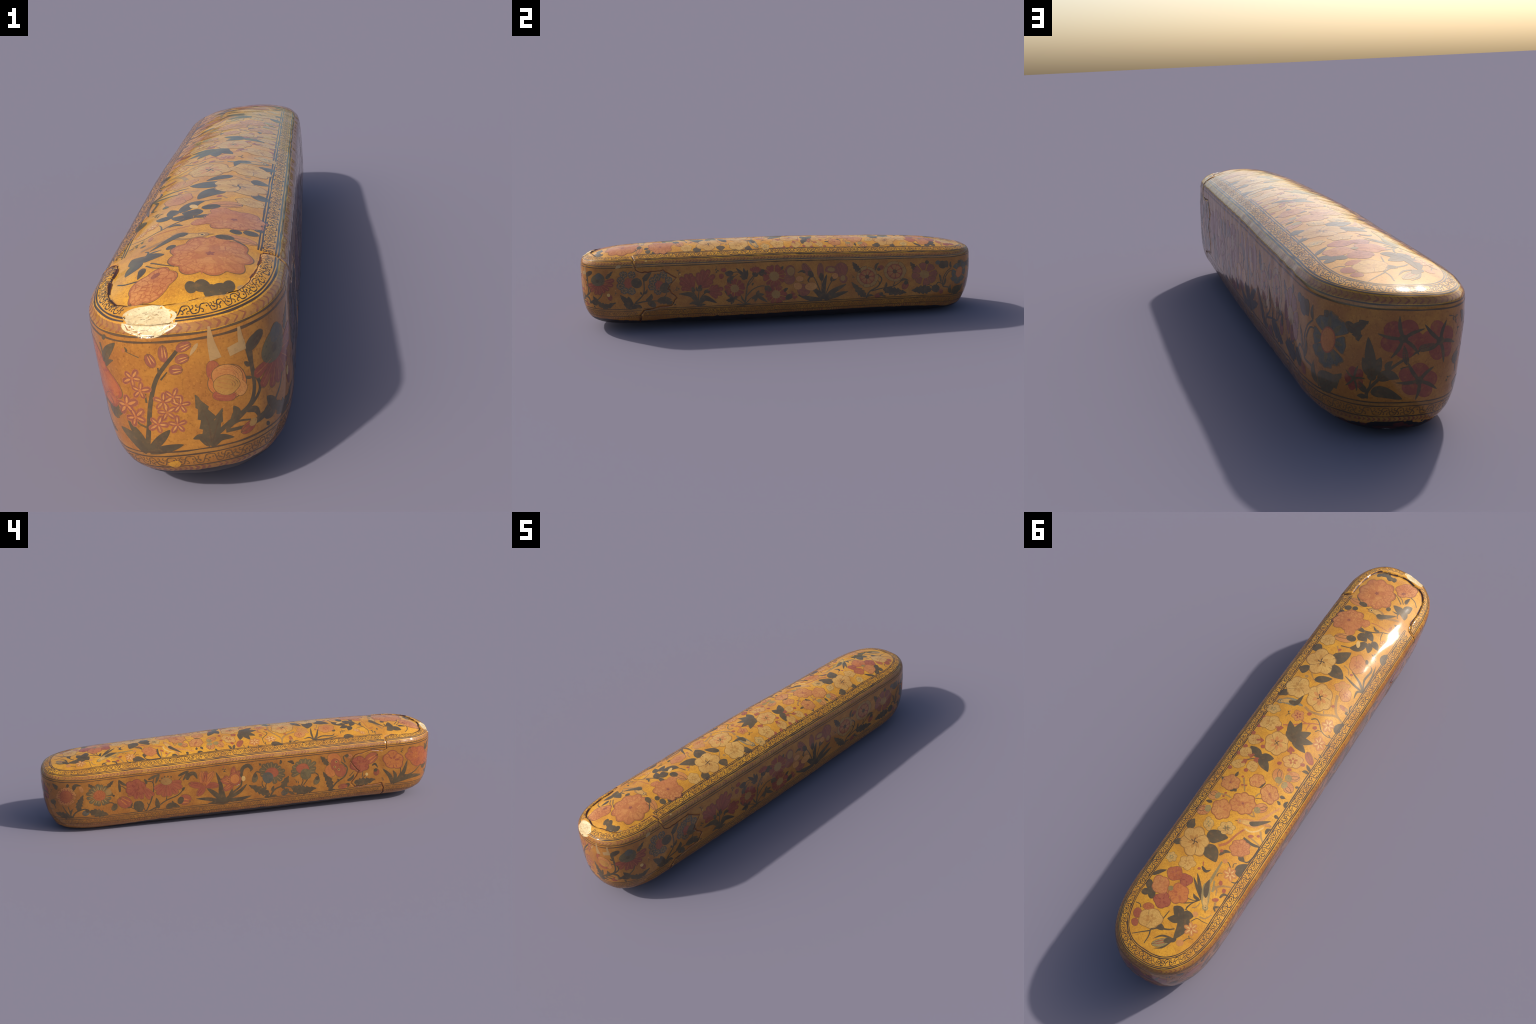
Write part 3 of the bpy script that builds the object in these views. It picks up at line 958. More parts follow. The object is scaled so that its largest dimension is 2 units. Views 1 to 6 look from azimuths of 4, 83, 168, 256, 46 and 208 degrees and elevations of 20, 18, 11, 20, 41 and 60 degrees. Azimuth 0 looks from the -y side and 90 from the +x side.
def blossom(chart, c, r, squash=1.0, tilt=0.0, base="cream", rim="cream_shade", petals=5, turn=0.0, stamen=True, lobe=0.24, warm=None):
    """Open five-petalled blossom with rounded, outlined petals."""
    k = seed()
    m = Motif("painted_blossom", chart)
    m.blob(c, r * 1.03, "ink_faded", 2, petals=petals, lobe=lobe, turn=turn, squash=squash, tilt=tilt, seed=k, wobble=0.05)
    m.blob(c, r * 1.00, rim, 3, petals=petals, lobe=lobe, turn=turn, squash=squash, tilt=tilt, seed=k, wobble=0.05)
    m.blob(c, r * 0.95, base, 4, petals=petals, lobe=lobe, turn=turn, squash=squash, tilt=tilt, seed=k, wobble=0.05)
    for i in range(petals):
        a = turn + 6.283 * (i + 0.5) / petals
        m.stroke([ell(c, r, squash, tilt, 0.22 * math.cos(a + 0.5), 0.22 * math.sin(a + 0.5)), ell(c, r, squash, tilt, 0.52 * math.cos(a + 0.16), 0.52 * math.sin(a + 0.16)),
                  ell(c, r, squash, tilt, 0.78 * math.cos(a), 0.78 * math.sin(a))], r * 0.034, "ink_faded" if i % 2 else rim, 5, taper=(0.5, 1))
        for b in (0.28, 0.5, 0.72):
            e = turn + 6.283 * (i + b) / petals - 3.1416 / petals
            m.stroke([ell(c, r, squash, tilt, 0.5 * math.cos(e), 0.5 * math.sin(e)), ell(c, r, squash, tilt, 0.8 * math.cos(e), 0.8 * math.sin(e))],
                     r * 0.022, rim, 5, taper=(0.4, 0.8))
        if warm:
            a = turn + 6.283 * i / petals
            m.stroke([ell(c, r, squash, tilt, 0.15 * math.cos(a), 0.15 * math.sin(a)), ell(c, r, squash, tilt, 0.6 * math.cos(a), 0.6 * math.sin(a))],
                     r * 0.24, warm, 5, belly="leaf", cross=4)
        a = turn + 6.283 * i / petals
        m.stroke([ell(c, r, squash, tilt, 0.10 * math.cos(a), 0.10 * math.sin(a)), ell(c, r, squash, tilt, 0.50 * math.cos(a + 0.1), 0.50 * math.sin(a + 0.1))],
                 r * 0.20, rim, 4.5, belly="leaf", cross=4)
    if stamen:
        for a in (0.5 + turn, 2.2 + turn, 3.6 + turn, 5.2 + turn):
            m.stroke([c, ell(c, r, squash, tilt, 0.12 * math.cos(a + 0.3), 0.12 * math.sin(a + 0.3)), ell(c, r, squash, tilt, 0.24 * math.cos(a), 0.24 * math.sin(a))],
                     r * 0.06, "ink_line", 6)
    m.emit(owner(chart, c))


def daisy(chart, c, r, squash=1.0, tilt=0.0, petal="crimson", core="cream", count=10, core_r=0.42, streak=None, ring=None, belly="fan", fat=1.0, lift=0):
    k = seed()
    m = Motif("painted_daisy", chart)
    w = 2 * math.pi * r * 0.86 / count * fat
    m.petals(c, r * core_r * 0.7, r * 1.03, w * 1.10, count, "ink_faded", 2.5 + lift, turn=0.2 * k, squash=squash, tilt=tilt, belly=belly, seed=k)
    m.petals(c, r * core_r * 0.7, r, w, count, petal, 3 + lift, turn=0.2 * k, squash=squash, tilt=tilt, belly=belly, seed=k)
    if streak:
        m.petals(c, r * core_r, r * 0.86, w * 0.22, count, streak, 4 + lift, turn=0.2 * k, squash=squash, tilt=tilt, belly="leaf", seed=k)
    if ring:
        m.blob(c, r * core_r * 1.12, ring, 5 + lift, squash=squash, tilt=tilt, seed=k)
    m.blob(c, r * core_r, core, 6 + lift, squash=squash, tilt=tilt, seed=k)
    m.emit(owner(chart, c))


def star(chart, c, r, squash=1.0, tilt=0.0, petal="salmon", streak="pale_cream", count=6):
    """Small star flower with pale streaked petals."""
    k = seed()
    m = Motif("painted_star_flower", chart)
    m.petals(c, 0.0, r, r * 0.66, count, "rose_shade", 3, turn=0.3 * k, squash=squash, tilt=tilt, belly="drop", seed=k)
    m.petals(c, 0.0, r * 0.95, r * 0.54, count, petal, 4, turn=0.3 * k, squash=squash, tilt=tilt, belly="drop", seed=k)
    m.petals(c, r * 0.15, r * 0.8, r * 0.15, count, streak, 5, turn=0.3 * k, squash=squash, tilt=tilt, belly="leaf", seed=k)
    m.blob(c, r * 0.13, "rose_shade", 6, seed=k)
    m.emit(owner(chart, c))


def bud(chart, base, tip, width, colour="rose_pink", calyx="dark_leaf", streak=None):
    m = Motif("painted_bud", chart)
    b, t = np.array(base, float), np.array(tip, float)
    n = np.array([-(t - b)[1], (t - b)[0]])
    n = n / np.linalg.norm(n) * width * 0.10
    m.stroke([b, (b + t) / 2 + n, t + (t - b) * 0.02], width * 1.07, "ink_faded", 2.5, belly="oval", cross=4)
    m.stroke([b, (b + t) / 2 + n, t], width, colour, 3, belly="oval", cross=4)
    for g in (-1.6, 1.2):
        m.stroke([b + (t - b) * 0.35 + n * g, b + (t - b) * 0.70 + n * g * 1.3, t - n * g * 0.2], width * 0.06, "ink_faded" if colour != "dark_leaf" else "ink_line", 3.6)
    if streak:
        for g in (-0.22, 0.2):
            m.stroke([b + (t - b) * 0.25 + n * g * 9, b + (t - b) * 0.9 + n * g * 5], width * 0.12, streak, 4, belly="leaf")
    if calyx:
        m.stroke([b - (t - b) * 0.10, b + (t - b) * 0.42], width * 0.72, calyx, 5, belly="oval", cross=4)
    m.emit(owner(chart, base))


def bird(chart, head, breast, rump, tail, girth, body="pale_sage", wing="dark_leaf", wing_tip=None):
    """Perched bird: round head, full body, folded dark wing, long tail."""
    m = Motif("painted_bird", chart)
    head, breast, rump, tail = (np.array(v, float) for v in (head, breast, rump, tail))
    m.stroke([rump + (breast - rump) * 0.3, rump, (rump + tail) / 2, tail], girth * 0.42, body, 3, taper=(1.3, 0.5), cross=4)
    m.stroke([head, breast, rump, rump + (tail - rump) * 0.15], girth, body, 4, belly="oval", cross=6)
    m.stroke([head * 1.0, breast, rump], girth * 0.55, "cream", 5, belly="leaf", cross=4)
    tip = np.array(wing_tip, float) if wing_tip is not None else (rump + tail) / 2
    m.stroke([breast + (rump - breast) * 0.15, rump, tip], girth * 0.62, wing, 6, belly="leaf", cross=4)
    m.blob(head, girth * 0.36, body, 5, seed=3)
    m.blob(head, girth * 0.15, "pale_cream", 6, seed=4)
    m.blob(head, girth * 0.08, "ink_bold", 7, seed=5)
    out = head - breast
    out = out / np.linalg.norm(out)
    m.stroke([head + out * girth * 0.3, head + out * girth * 0.62], girth * 0.12, "ink_line", 5, taper=(1, 0.3))
    m.emit(owner(chart, breast))


def fan_flower(chart, base, tips, width, colour="crimson", streak="red", calyx=True):
    """Side-on bloom: petals fanning out of a calyx."""
    m = Motif("painted_fan_flower", chart)
    b = np.array(base, float)
    for i, t in enumerate(tips):
        t = np.array(t, float)
        m.stroke([b, (b + t) / 2, t + (t - b) * 0.02], width * 1.08, "ink_faded", 2.6 + (i % 2), belly="fan", cross=4)
        m.stroke([b, (b + t) / 2, t], width, colour, 3 + (i % 2), belly="fan", cross=4)
        m.stroke([b + (t - b) * 0.3, b + (t - b) * 0.92], width * 0.10, streak, 5, taper=(0.4, 1))
    if calyx:
        c = np.mean([np.array(t, float) for t in tips], axis=0)
        m.stroke([b - (c - b) * 0.14, b + (c - b) * 0.24], width * 0.5, "dark_leaf", 6, belly="oval", cross=4)
    m.emit(owner(chart, base))


def lobes(chart, base, tips, width, colour="dark_leaf", name="painted_leaf"):
    """Palmate leaf: several pointed lobes from one base."""
    m = Motif(name, chart)
    for i, t in enumerate(tips):
        m.stroke([base, ((base[0] + t[0]) / 2, (base[1] + t[1]) / 2), t], width, colour, 3, belly="leaf", cross=4)
        m.stroke([base, t], 0.0014, "ink_line", 5, taper=(1, 0.3))
    m.blob(base, width * 0.42, colour, 3, seed=seed())
    m.emit(owner(chart, base))


def sepal_flower(chart, c, r, squash=1.0, tilt=0.0, colour="crimson", turn=0.0):
    """Red bloom seen from behind: lobes parted by dark sepals."""
    k = seed()
    m = Motif("painted_sepal_flower", chart)
    m.blob(c, r, colour, 3, petals=5, lobe=0.22, turn=turn, squash=squash, tilt=tilt, seed=k)
    for i in range(5):
        a = turn + 6.283 * (i + 0.5) / 5
        m.stroke([c, ell(c, r, squash, tilt, 0.55 * math.cos(a + 0.12), 0.55 * math.sin(a + 0.12)), ell(c, r, squash, tilt, 1.12 * math.cos(a), 1.12 * math.sin(a))],
                 r * 0.17, "dark_leaf", 5, belly="blade", cross=4)
    m.blob(c, r * 0.2, "dark_leaf", 5, seed=k)
    m.emit(owner(chart, c))


T, F = TOP, FLANK


def sprigs(lid, count, k):
    """Fill the bare ground between the plants with small leafy twigs."""
    r = np.random.RandomState(k)
    taken = np.concatenate(OCCUPIED[lid])
    if not lid:
        taken = np.stack([np.mod(taken[:, 0], GIRTH), taken[:, 1]], -1)
    cell = 0.007
    full = set(map(tuple, np.floor(taken / cell).astype(int).tolist()))

    def free(x, y, reach):
        n = int(reach / cell)
        i, j = int(math.floor(x / cell)), int(math.floor(y / cell))
        return all((i + a, j + b) not in full for a in range(-n, n + 1) for b in range(-n, n + 1))

    made = 0
    for _ in range(count * 60):
        if made >= count:
            break
        if lid:
            x, y = r.uniform(-0.14, 0.14), r.uniform(-0.92, 0.95)
            if vault_f(np.array(x), np.array(y)) > (0.74 if abs(y) < 0.75 else 0.80) or abs(x) > 0.118:
                continue
        else:
            x, y = r.uniform(0, GIRTH), r.uniform(0.025, 0.195)
        if not free(x, y, 0.0145):
            continue
        a, size = r.uniform(0, 6.28), r.uniform(0.011, 0.019)
        m = Motif("painted_sprig", T if lid else F)
        d, n = np.array([math.cos(a), math.sin(a)]), np.array([-math.sin(a), math.cos(a)])
        c = np.array([x, y])
        bow = r.uniform(-0.25, 0.25)
        m.stroke([c - d * size, c + n * size * bow, c + d * size], 0.0020, "dark_leaf", 2, taper=(1, 0.5))
        for t, side in ((-0.5, 1), (-0.1, -1), (0.35, 1), (0.6, -1)):
            if r.rand() < 0.75:
                b = c + d * size * t + n * size * bow * (1 - t * t)
                m.stroke([b, b + (d * 0.5 + n * side) * size * 0.28, b + (d * 0.9 + n * side) * size * 0.5], size * 0.30, "dark_leaf", 3, belly="leaf")
        if r.rand() < 0.6:
            m.blob(c + d * size * 1.1, size * 0.26, r.choice(["red", "salmon", "rose_shade", "cream"]), 4, seed=int(r.randint(999)), wobble=0.2)
        m.emit(owner(T if lid else F, (x, y)))
        i, j = int(math.floor(x / cell)), int(math.floor(y / cell))
        full.update((i + u, j + w) for u in range(-2, 3) for w in range(-2, 3))
        made += 1


T, F = TOP, FLANK


def paint_lid_near():
    """lid panel beside the drawer: two crackled roses, bird, leaf sprays"""
    rose(T, (0.046, -0.785), 0.0888, 0.85, 1.77, petals=9)
    rose(T, (-0.048, -0.882), 0.0574, 0.65, -2.06, petals=5, heart=False)
    patch(T, (-0.045, -0.854), 0.0094, 0.68, -2.08, colour='mauve', name='painted_petal', layer=7)
    patch(T, (0.022, -0.902), 0.0168, 0.60, 1.81)
    patch(T, (0.041, -0.899), 0.0177, 0.79, 1.90)
    patch(T, (0.057, -0.914), 0.0185, 0.68, 1.70)
    patch(T, (0.072, -0.908), 0.0180, 0.78, 1.63)
    patch(T, (0.087, -0.897), 0.0168, 0.66, 1.55)
    bud(T, (0.054, -0.701), (0.126, -0.713), 0.0340, colour='salmon')
    leaf(T, [(0.067, -0.698), (0.094, -0.720), (0.110, -0.736)], 0.0055)
    leaf(T, [(-0.090, -0.768), (-0.068, -0.766), (-0.040, -0.770)], 0.0347)
    leaf(T, [(-0.090, -0.770), (-0.096, -0.796), (-0.107, -0.820)], 0.0313)
    leaf(T, [(-0.082, -0.774), (-0.096, -0.760), (-0.108, -0.741)], 0.0343)
    leaf(T, [(-0.076, -0.810), (-0.074, -0.829), (-0.078, -0.852)], 0.0145)
    stem(T, [(-0.062, -0.796), (-0.038, -0.816), (-0.014, -0.830)], 0.0039)
    stem(T, [(-0.070, -0.804), (-0.052, -0.822), (-0.031, -0.830)], 0.0033)
    stem(T, [(-0.076, -0.860), (-0.101, -0.854), (-0.120, -0.837)], 0.0046)
    stem(T, [(-0.076, -0.752), (-0.076, -0.735), (-0.084, -0.726)], 0.0043)
    leaf(T, [(-0.078, -0.748), (-0.064, -0.743), (-0.049, -0.742)], 0.0069)
    bird(T, (0.022, -0.691), (-0.009, -0.694), (-0.025, -0.684), (-0.094, -0.718), 0.0373, body='tan_stem', wing_tip=(-0.074, -0.732))
    patch(T, (-0.032, -0.739), 0.0115, 0.79, -1.94)
    rose(T, (0.076, -0.600), 0.0672, 0.86, -2.77, petals=8)
    rose(T, (0.046, -0.552), 0.0254, 0.84, 1.98, petals=4, heart=False)
    rose(T, (0.010, -0.618), 0.0209, 0.84, 1.68, petals=3, heart=False)
    patch(T, (0.112, -0.661), 0.0153, 0.87, -3.13)
    patch(T, (0.084, -0.668), 0.0121, 0.93, 2.26)
    patch(T, (0.125, -0.634), 0.0104, 0.85, 2.91)
    bud(T, (0.011, -0.524), (0.086, -0.500), 0.0433, colour='salmon')
    leaf(T, [(0.027, -0.577), (0.008, -0.580), (-0.008, -0.575)], 0.0200)
    blossom(T, (0.100, -0.471), 0.0320, 0.90, 2.83, stamen=False, petals=6, lobe=0.15)
    leaf(T, [(-0.008, -0.583), (-0.032, -0.574), (-0.055, -0.559)], 0.0315)
    leaf(T, [(0.010, -0.551), (-0.012, -0.550), (-0.035, -0.542)], 0.0414)
    leaf(T, [(-0.039, -0.538), (-0.019, -0.493), (0.006, -0.475)], 0.0344)
    leaf(T, [(-0.049, -0.546), (-0.058, -0.522), (-0.065, -0.500)], 0.0252)
    leaf(T, [(-0.052, -0.554), (-0.071, -0.550), (-0.090, -0.538)], 0.0297)
    patch(T, (-0.014, -0.510), 0.0168, 0.47, 2.05, colour='pale_cream', layer=6, name='lacquer_flake')
    stem(T, [(0.040, -0.466), (0.018, -0.472), (0.005, -0.476)], 0.0047)
    stem(T, [(0.004, -0.580), (-0.036, -0.598), (-0.072, -0.628)], 0.0056)
    stem(T, [(-0.067, -0.622), (-0.070, -0.602), (-0.077, -0.584)], 0.0033)
    stem(T, [(-0.071, -0.626), (-0.098, -0.640), (-0.132, -0.636)], 0.0038)
    leaf(T, [(-0.054, -0.618), (-0.040, -0.614), (-0.022, -0.626)], 0.0113)
    stem(T, [(-0.008, -0.634), (-0.038, -0.640), (-0.071, -0.642), (-0.085, -0.648)], 0.0038, colour='rose_shade')
    bud(T, (-0.085, -0.648), (-0.083, -0.672), 0.0097, colour='rose_shade', calyx=None)
    star(T, (-0.092, -0.580), 0.0184, 0.69, -2.07)
    leaf(T, [(-0.099, -0.693), (-0.093, -0.690), (-0.087, -0.692)], 0.0105)
    star(T, (-0.112, -0.606), 0.0166, 0.64, -2.10)
    blossom(T, (0.069, -0.360), 0.0679, 0.87, 2.22, turn=0.4)
    leaf(T, [(0.099, -0.424), (0.118, -0.416), (0.132, -0.404)], 0.0455)
    leaf(T, [(0.092, -0.300), (0.110, -0.302), (0.134, -0.302)], 0.0424)
    leaf(T, [(0.040, -0.389), (0.014, -0.413), (-0.011, -0.458)], 0.0516)
    leaf(T, [(0.036, -0.352), (-0.005, -0.344), (-0.043, -0.334)], 0.0544)
    blossom(T, (-0.057, -0.428), 0.0442, 0.73, 1.83, base='salmon', rim='rose_shade', stamen=False, petals=6, lobe=0.12)
    leaf(T, [(-0.135, -0.499), (-0.126, -0.526), (-0.130, -0.556)], 0.0260)
    leaf(T, [(-0.085, -0.452), (-0.080, -0.465), (-0.072, -0.468)], 0.0131)
    blade(T, [(-0.129, -0.344), (-0.103, -0.366), (-0.054, -0.386)], 0.0107)
    blade(T, [(-0.128, -0.342), (-0.088, -0.342), (-0.040, -0.352)], 0.0099)
    blade(T, [(-0.129, -0.348), (-0.111, -0.390), (-0.114, -0.443), (-0.100, -0.461)], 0.0078)
    blade(T, [(-0.130, -0.350), (-0.129, -0.418), (-0.117, -0.476)], 0.0084)
    blade(T, [(-0.134, -0.344), (-0.113, -0.327), (-0.117, -0.292)], 0.0082)
    blade(T, [(-0.133, -0.348), (-0.129, -0.374), (-0.134, -0.409)], 0.0056)
    leaf(T, [(0.049, -0.270), (0.020, -0.289), (-0.008, -0.310)], 0.0309)
    stem(T, [(0.074, -0.294), (0.060, -0.278), (0.037, -0.262)], 0.0041, colour='tan_stem')
    berry(T, (0.083, -0.271), 0.0077, 0.91, 3.06, colour='tan_stem')
    berry(T, (0.034, -0.446), 0.0070, 0.79, -2.45)
    berry(T, (-0.060, -0.372), 0.0068, 0.77, -2.13)
    stem(T, [(0.052, -0.459), (0.038, -0.442), (0.026, -0.428)], 0.0050, colour='tan_stem')
    stem(T, [(-0.015, -0.390), (-0.039, -0.384), (-0.052, -0.364)], 0.0054, colour='tan_stem')


def paint_lid_middle():
    """middle of the lid: cream blossoms, blue bird, dark palmate leaves, white buds tipped red"""
    blossom(T, (0.086, -0.210), 0.0552, 0.86, 2.35, petals=6, turn=0.9, stamen=False, lobe=0.16)
    blossom(T, (-0.010, -0.210), 0.0631, 0.80, 1.90, petals=6, lobe=0.15, warm='salmon')
    leaf(T, [(0.101, -0.172), (0.121, -0.167), (0.135, -0.147)], 0.0332)
    leaf(T, [(0.048, -0.272), (0.024, -0.287), (-0.008, -0.310)], 0.0294)
    bird(T, (0.112, -0.123), (0.089, -0.134), (0.054, -0.140), (0.026, -0.140), 0.0335, body='pale_slate', wing_tip=(0.047, -0.184))
    blossom(T, (0.117, -0.080), 0.0294, 0.77, -3.04, petals=5, stamen=False, rim='pale_sage')
    blossom(T, (-0.056, -0.304), 0.0347, 0.64, -2.31, base='salmon', rim='cream_shade', stamen=False, petals=5)
    blossom(T, (-0.084, -0.282), 0.0294, 0.80, 1.59, base='salmon', rim='rose_shade', stamen=False, petals=5, lobe=0.1)
    stem(T, [(0.017, -0.141), (-0.012, -0.135), (-0.052, -0.149), (-0.098, -0.181), (-0.134, -0.178)], 0.0096, colour='tan_stem')
    stem(T, [(-0.060, -0.261), (-0.074, -0.222), (-0.094, -0.192), (-0.124, -0.179)], 0.0100, colour='tan_stem')
    stem(T, [(-0.050, -0.169), (-0.058, -0.156)], 0.0050, colour='tan_stem')
    leaf(T, [(-0.131, -0.122), (-0.128, -0.148), (-0.138, -0.182)], 0.0249)
    blade(T, [(-0.131, -0.222), (-0.122, -0.220), (-0.127, -0.234)], 0.0092)
    blade(T, [(-0.132, -0.234), (-0.124, -0.250), (-0.126, -0.268)], 0.0060)
    bud(T, (-0.125, -0.235), (-0.088, -0.230), 0.0173, colour='rose_shade', calyx='tan_stem')
    berry(T, (-0.070, -0.209), 0.0075, 0.75, -2.16)
    blossom(T, (0.019, -0.094), 0.0257, 0.95, -1.99, base='salmon', rim='rose_shade', petals=5, stamen=False, warm='red', lobe=0.3)
    berry(T, (0.128, -0.030), 0.0095, 0.84, 2.69)
    berry(T, (0.126, 0.013), 0.0094, 0.83, 2.82)
    berry(T, (0.127, 0.050), 0.0097, 0.82, 2.71)
    berry(T, (0.122, 0.115), 0.0092, 0.84, 2.89)
    berry(T, (0.128, 0.152), 0.0094, 0.82, 2.87)
    berry(T, (0.124, 0.220), 0.0092, 0.82, 2.92)
    berry(T, (0.064, 0.207), 0.0086, 0.90, -3.03)
    berry(T, (0.062, 0.091), 0.0087, 0.91, -2.95)
    berry(T, (-0.013, -0.124), 0.0090, 0.83, -2.24)
    berry(T, (-0.059, -0.086), 0.0093, 0.75, -2.24)
    berry(T, (-0.025, 0.118), 0.0087, 0.80, -2.35)
    berry(T, (-0.098, 0.069), 0.0091, 0.71, -2.25)
    berry(T, (-0.068, 0.118), 0.0089, 0.75, -2.27)
    lobes(T, (-0.014, 0.005), [(0.022, -0.014), (0.033, -0.058), (-0.008, -0.076), (-0.058, -0.060), (-0.086, -0.026), (-0.081, 0.024)], 0.0325)
    stem(T, [(0.047, -0.029), (0.016, -0.048), (-0.035, -0.090), (-0.070, -0.112)], 0.0058, colour='rose_shade')
    stem(T, [(0.006, -0.085), (-0.020, -0.082), (-0.039, -0.089)], 0.0054, colour='rose_shade')
    stem(T, [(-0.036, -0.088), (-0.036, -0.068), (-0.038, -0.054)], 0.0038, colour='rose_shade')
    stem(T, [(-0.030, -0.108), (-0.044, -0.121), (-0.061, -0.116), (-0.086, -0.091), (-0.113, -0.088), (-0.134, -0.100)], 0.0042)
    stem(T, [(-0.068, -0.074), (-0.075, -0.086), (-0.086, -0.088)], 0.0033)
    stem(T, [(-0.115, -0.098), (-0.124, -0.094)], 0.0047)
    star(T, (-0.094, -0.129), 0.0301, 0.79, 1.63)
    star(T, (-0.104, -0.043), 0.0304, 0.77, 1.74)
    blade(T, [(-0.123, -0.056), (-0.133, -0.062), (-0.132, -0.084)], 0.0044)
    blade(T, [(-0.123, -0.008), (-0.135, -0.006), (-0.128, 0.002)], 0.0044)
    blossom(T, (0.093, -0.016), 0.0424, 0.84, -2.98, petals=5, stamen=False, rim='cream_shade', lobe=0.2)
    fan_flower(T, (0.038, -0.018), [(0.070, -0.019), (0.068, -0.006), (0.055, 0.004)], 0.0136, colour='red', calyx=False)
    blossom(T, (0.107, 0.076), 0.0271, 0.86, 2.98, petals=4, stamen=False, lobe=0.12)
    fan_flower(T, (0.072, 0.065), [(0.102, 0.063), (0.102, 0.076), (0.087, 0.084)], 0.0121, colour='red', calyx=False)
    blossom(T, (0.106, 0.138), 0.0258, 0.87, 2.97, petals=4, stamen=False, lobe=0.12)
    fan_flower(T, (0.070, 0.135), [(0.095, 0.134), (0.094, 0.148), (0.081, 0.154)], 0.0120, colour='red', calyx=False)
    blossom(T, (0.104, 0.195), 0.0260, 0.75, -2.94, petals=4, stamen=False, lobe=0.12)
    fan_flower(T, (0.082, 0.165), [(0.096, 0.174), (0.097, 0.188), (0.086, 0.191)], 0.0119, colour='red', calyx=False)
    blossom(T, (0.052, 0.182), 0.0236, 0.89, 2.30, petals=4, stamen=False, lobe=0.12)
    fan_flower(T, (0.048, 0.140), [(0.063, 0.149), (0.060, 0.160), (0.048, 0.162)], 0.0112, colour='red', calyx=False)
    blossom(T, (0.026, 0.052), 0.0518, 0.88, 2.05, petals=6, lobe=0.14, warm='salmon')
    lobes(T, (0.048, 0.134), [(0.104, 0.108), (0.001, 0.114), (-0.008, 0.172)], 0.0343)
    stem(T, [(-0.002, 0.014), (-0.016, 0.006)], 0.0034)
    stem(T, [(0.084, 0.166), (0.063, 0.149), (0.048, 0.136)], 0.0042)
    blossom(T, (-0.061, 0.080), 0.0409, 0.71, -2.33, petals=5, stamen=False, lobe=0.2, rim='rose_shade')
    fan_flower(T, (-0.024, 0.034), [(-0.028, 0.061), (-0.041, 0.062), (-0.046, 0.047)], 0.0119, colour='red', calyx=False)
    bud(T, (-0.126, 0.045), (-0.086, 0.014), 0.0279, colour='red', calyx=None)
    stem(T, [(-0.117, 0.015), (-0.130, 0.014)], 0.0030)
    leaf(T, [(-0.134, 0.070), (-0.119, 0.064), (-0.109, 0.058)], 0.0128)
    leaf(T, [(-0.133, 0.080), (-0.119, 0.084), (-0.108, 0.092)], 0.0120)
    bud(T, (-0.061, 0.184), (-0.038, 0.138), 0.0393, colour='salmon', calyx='pale_sage')
    bud(T, (-0.076, 0.153), (-0.114, 0.117), 0.0361, colour='salmon', calyx='pale_sage')
    bud(T, (-0.077, 0.178), (-0.119, 0.186), 0.0401, colour='rose_pink', calyx='pale_sage')
    stem(T, [(-0.066, 0.198), (-0.071, 0.174), (-0.082, 0.154)], 0.0038, colour='tan_stem')


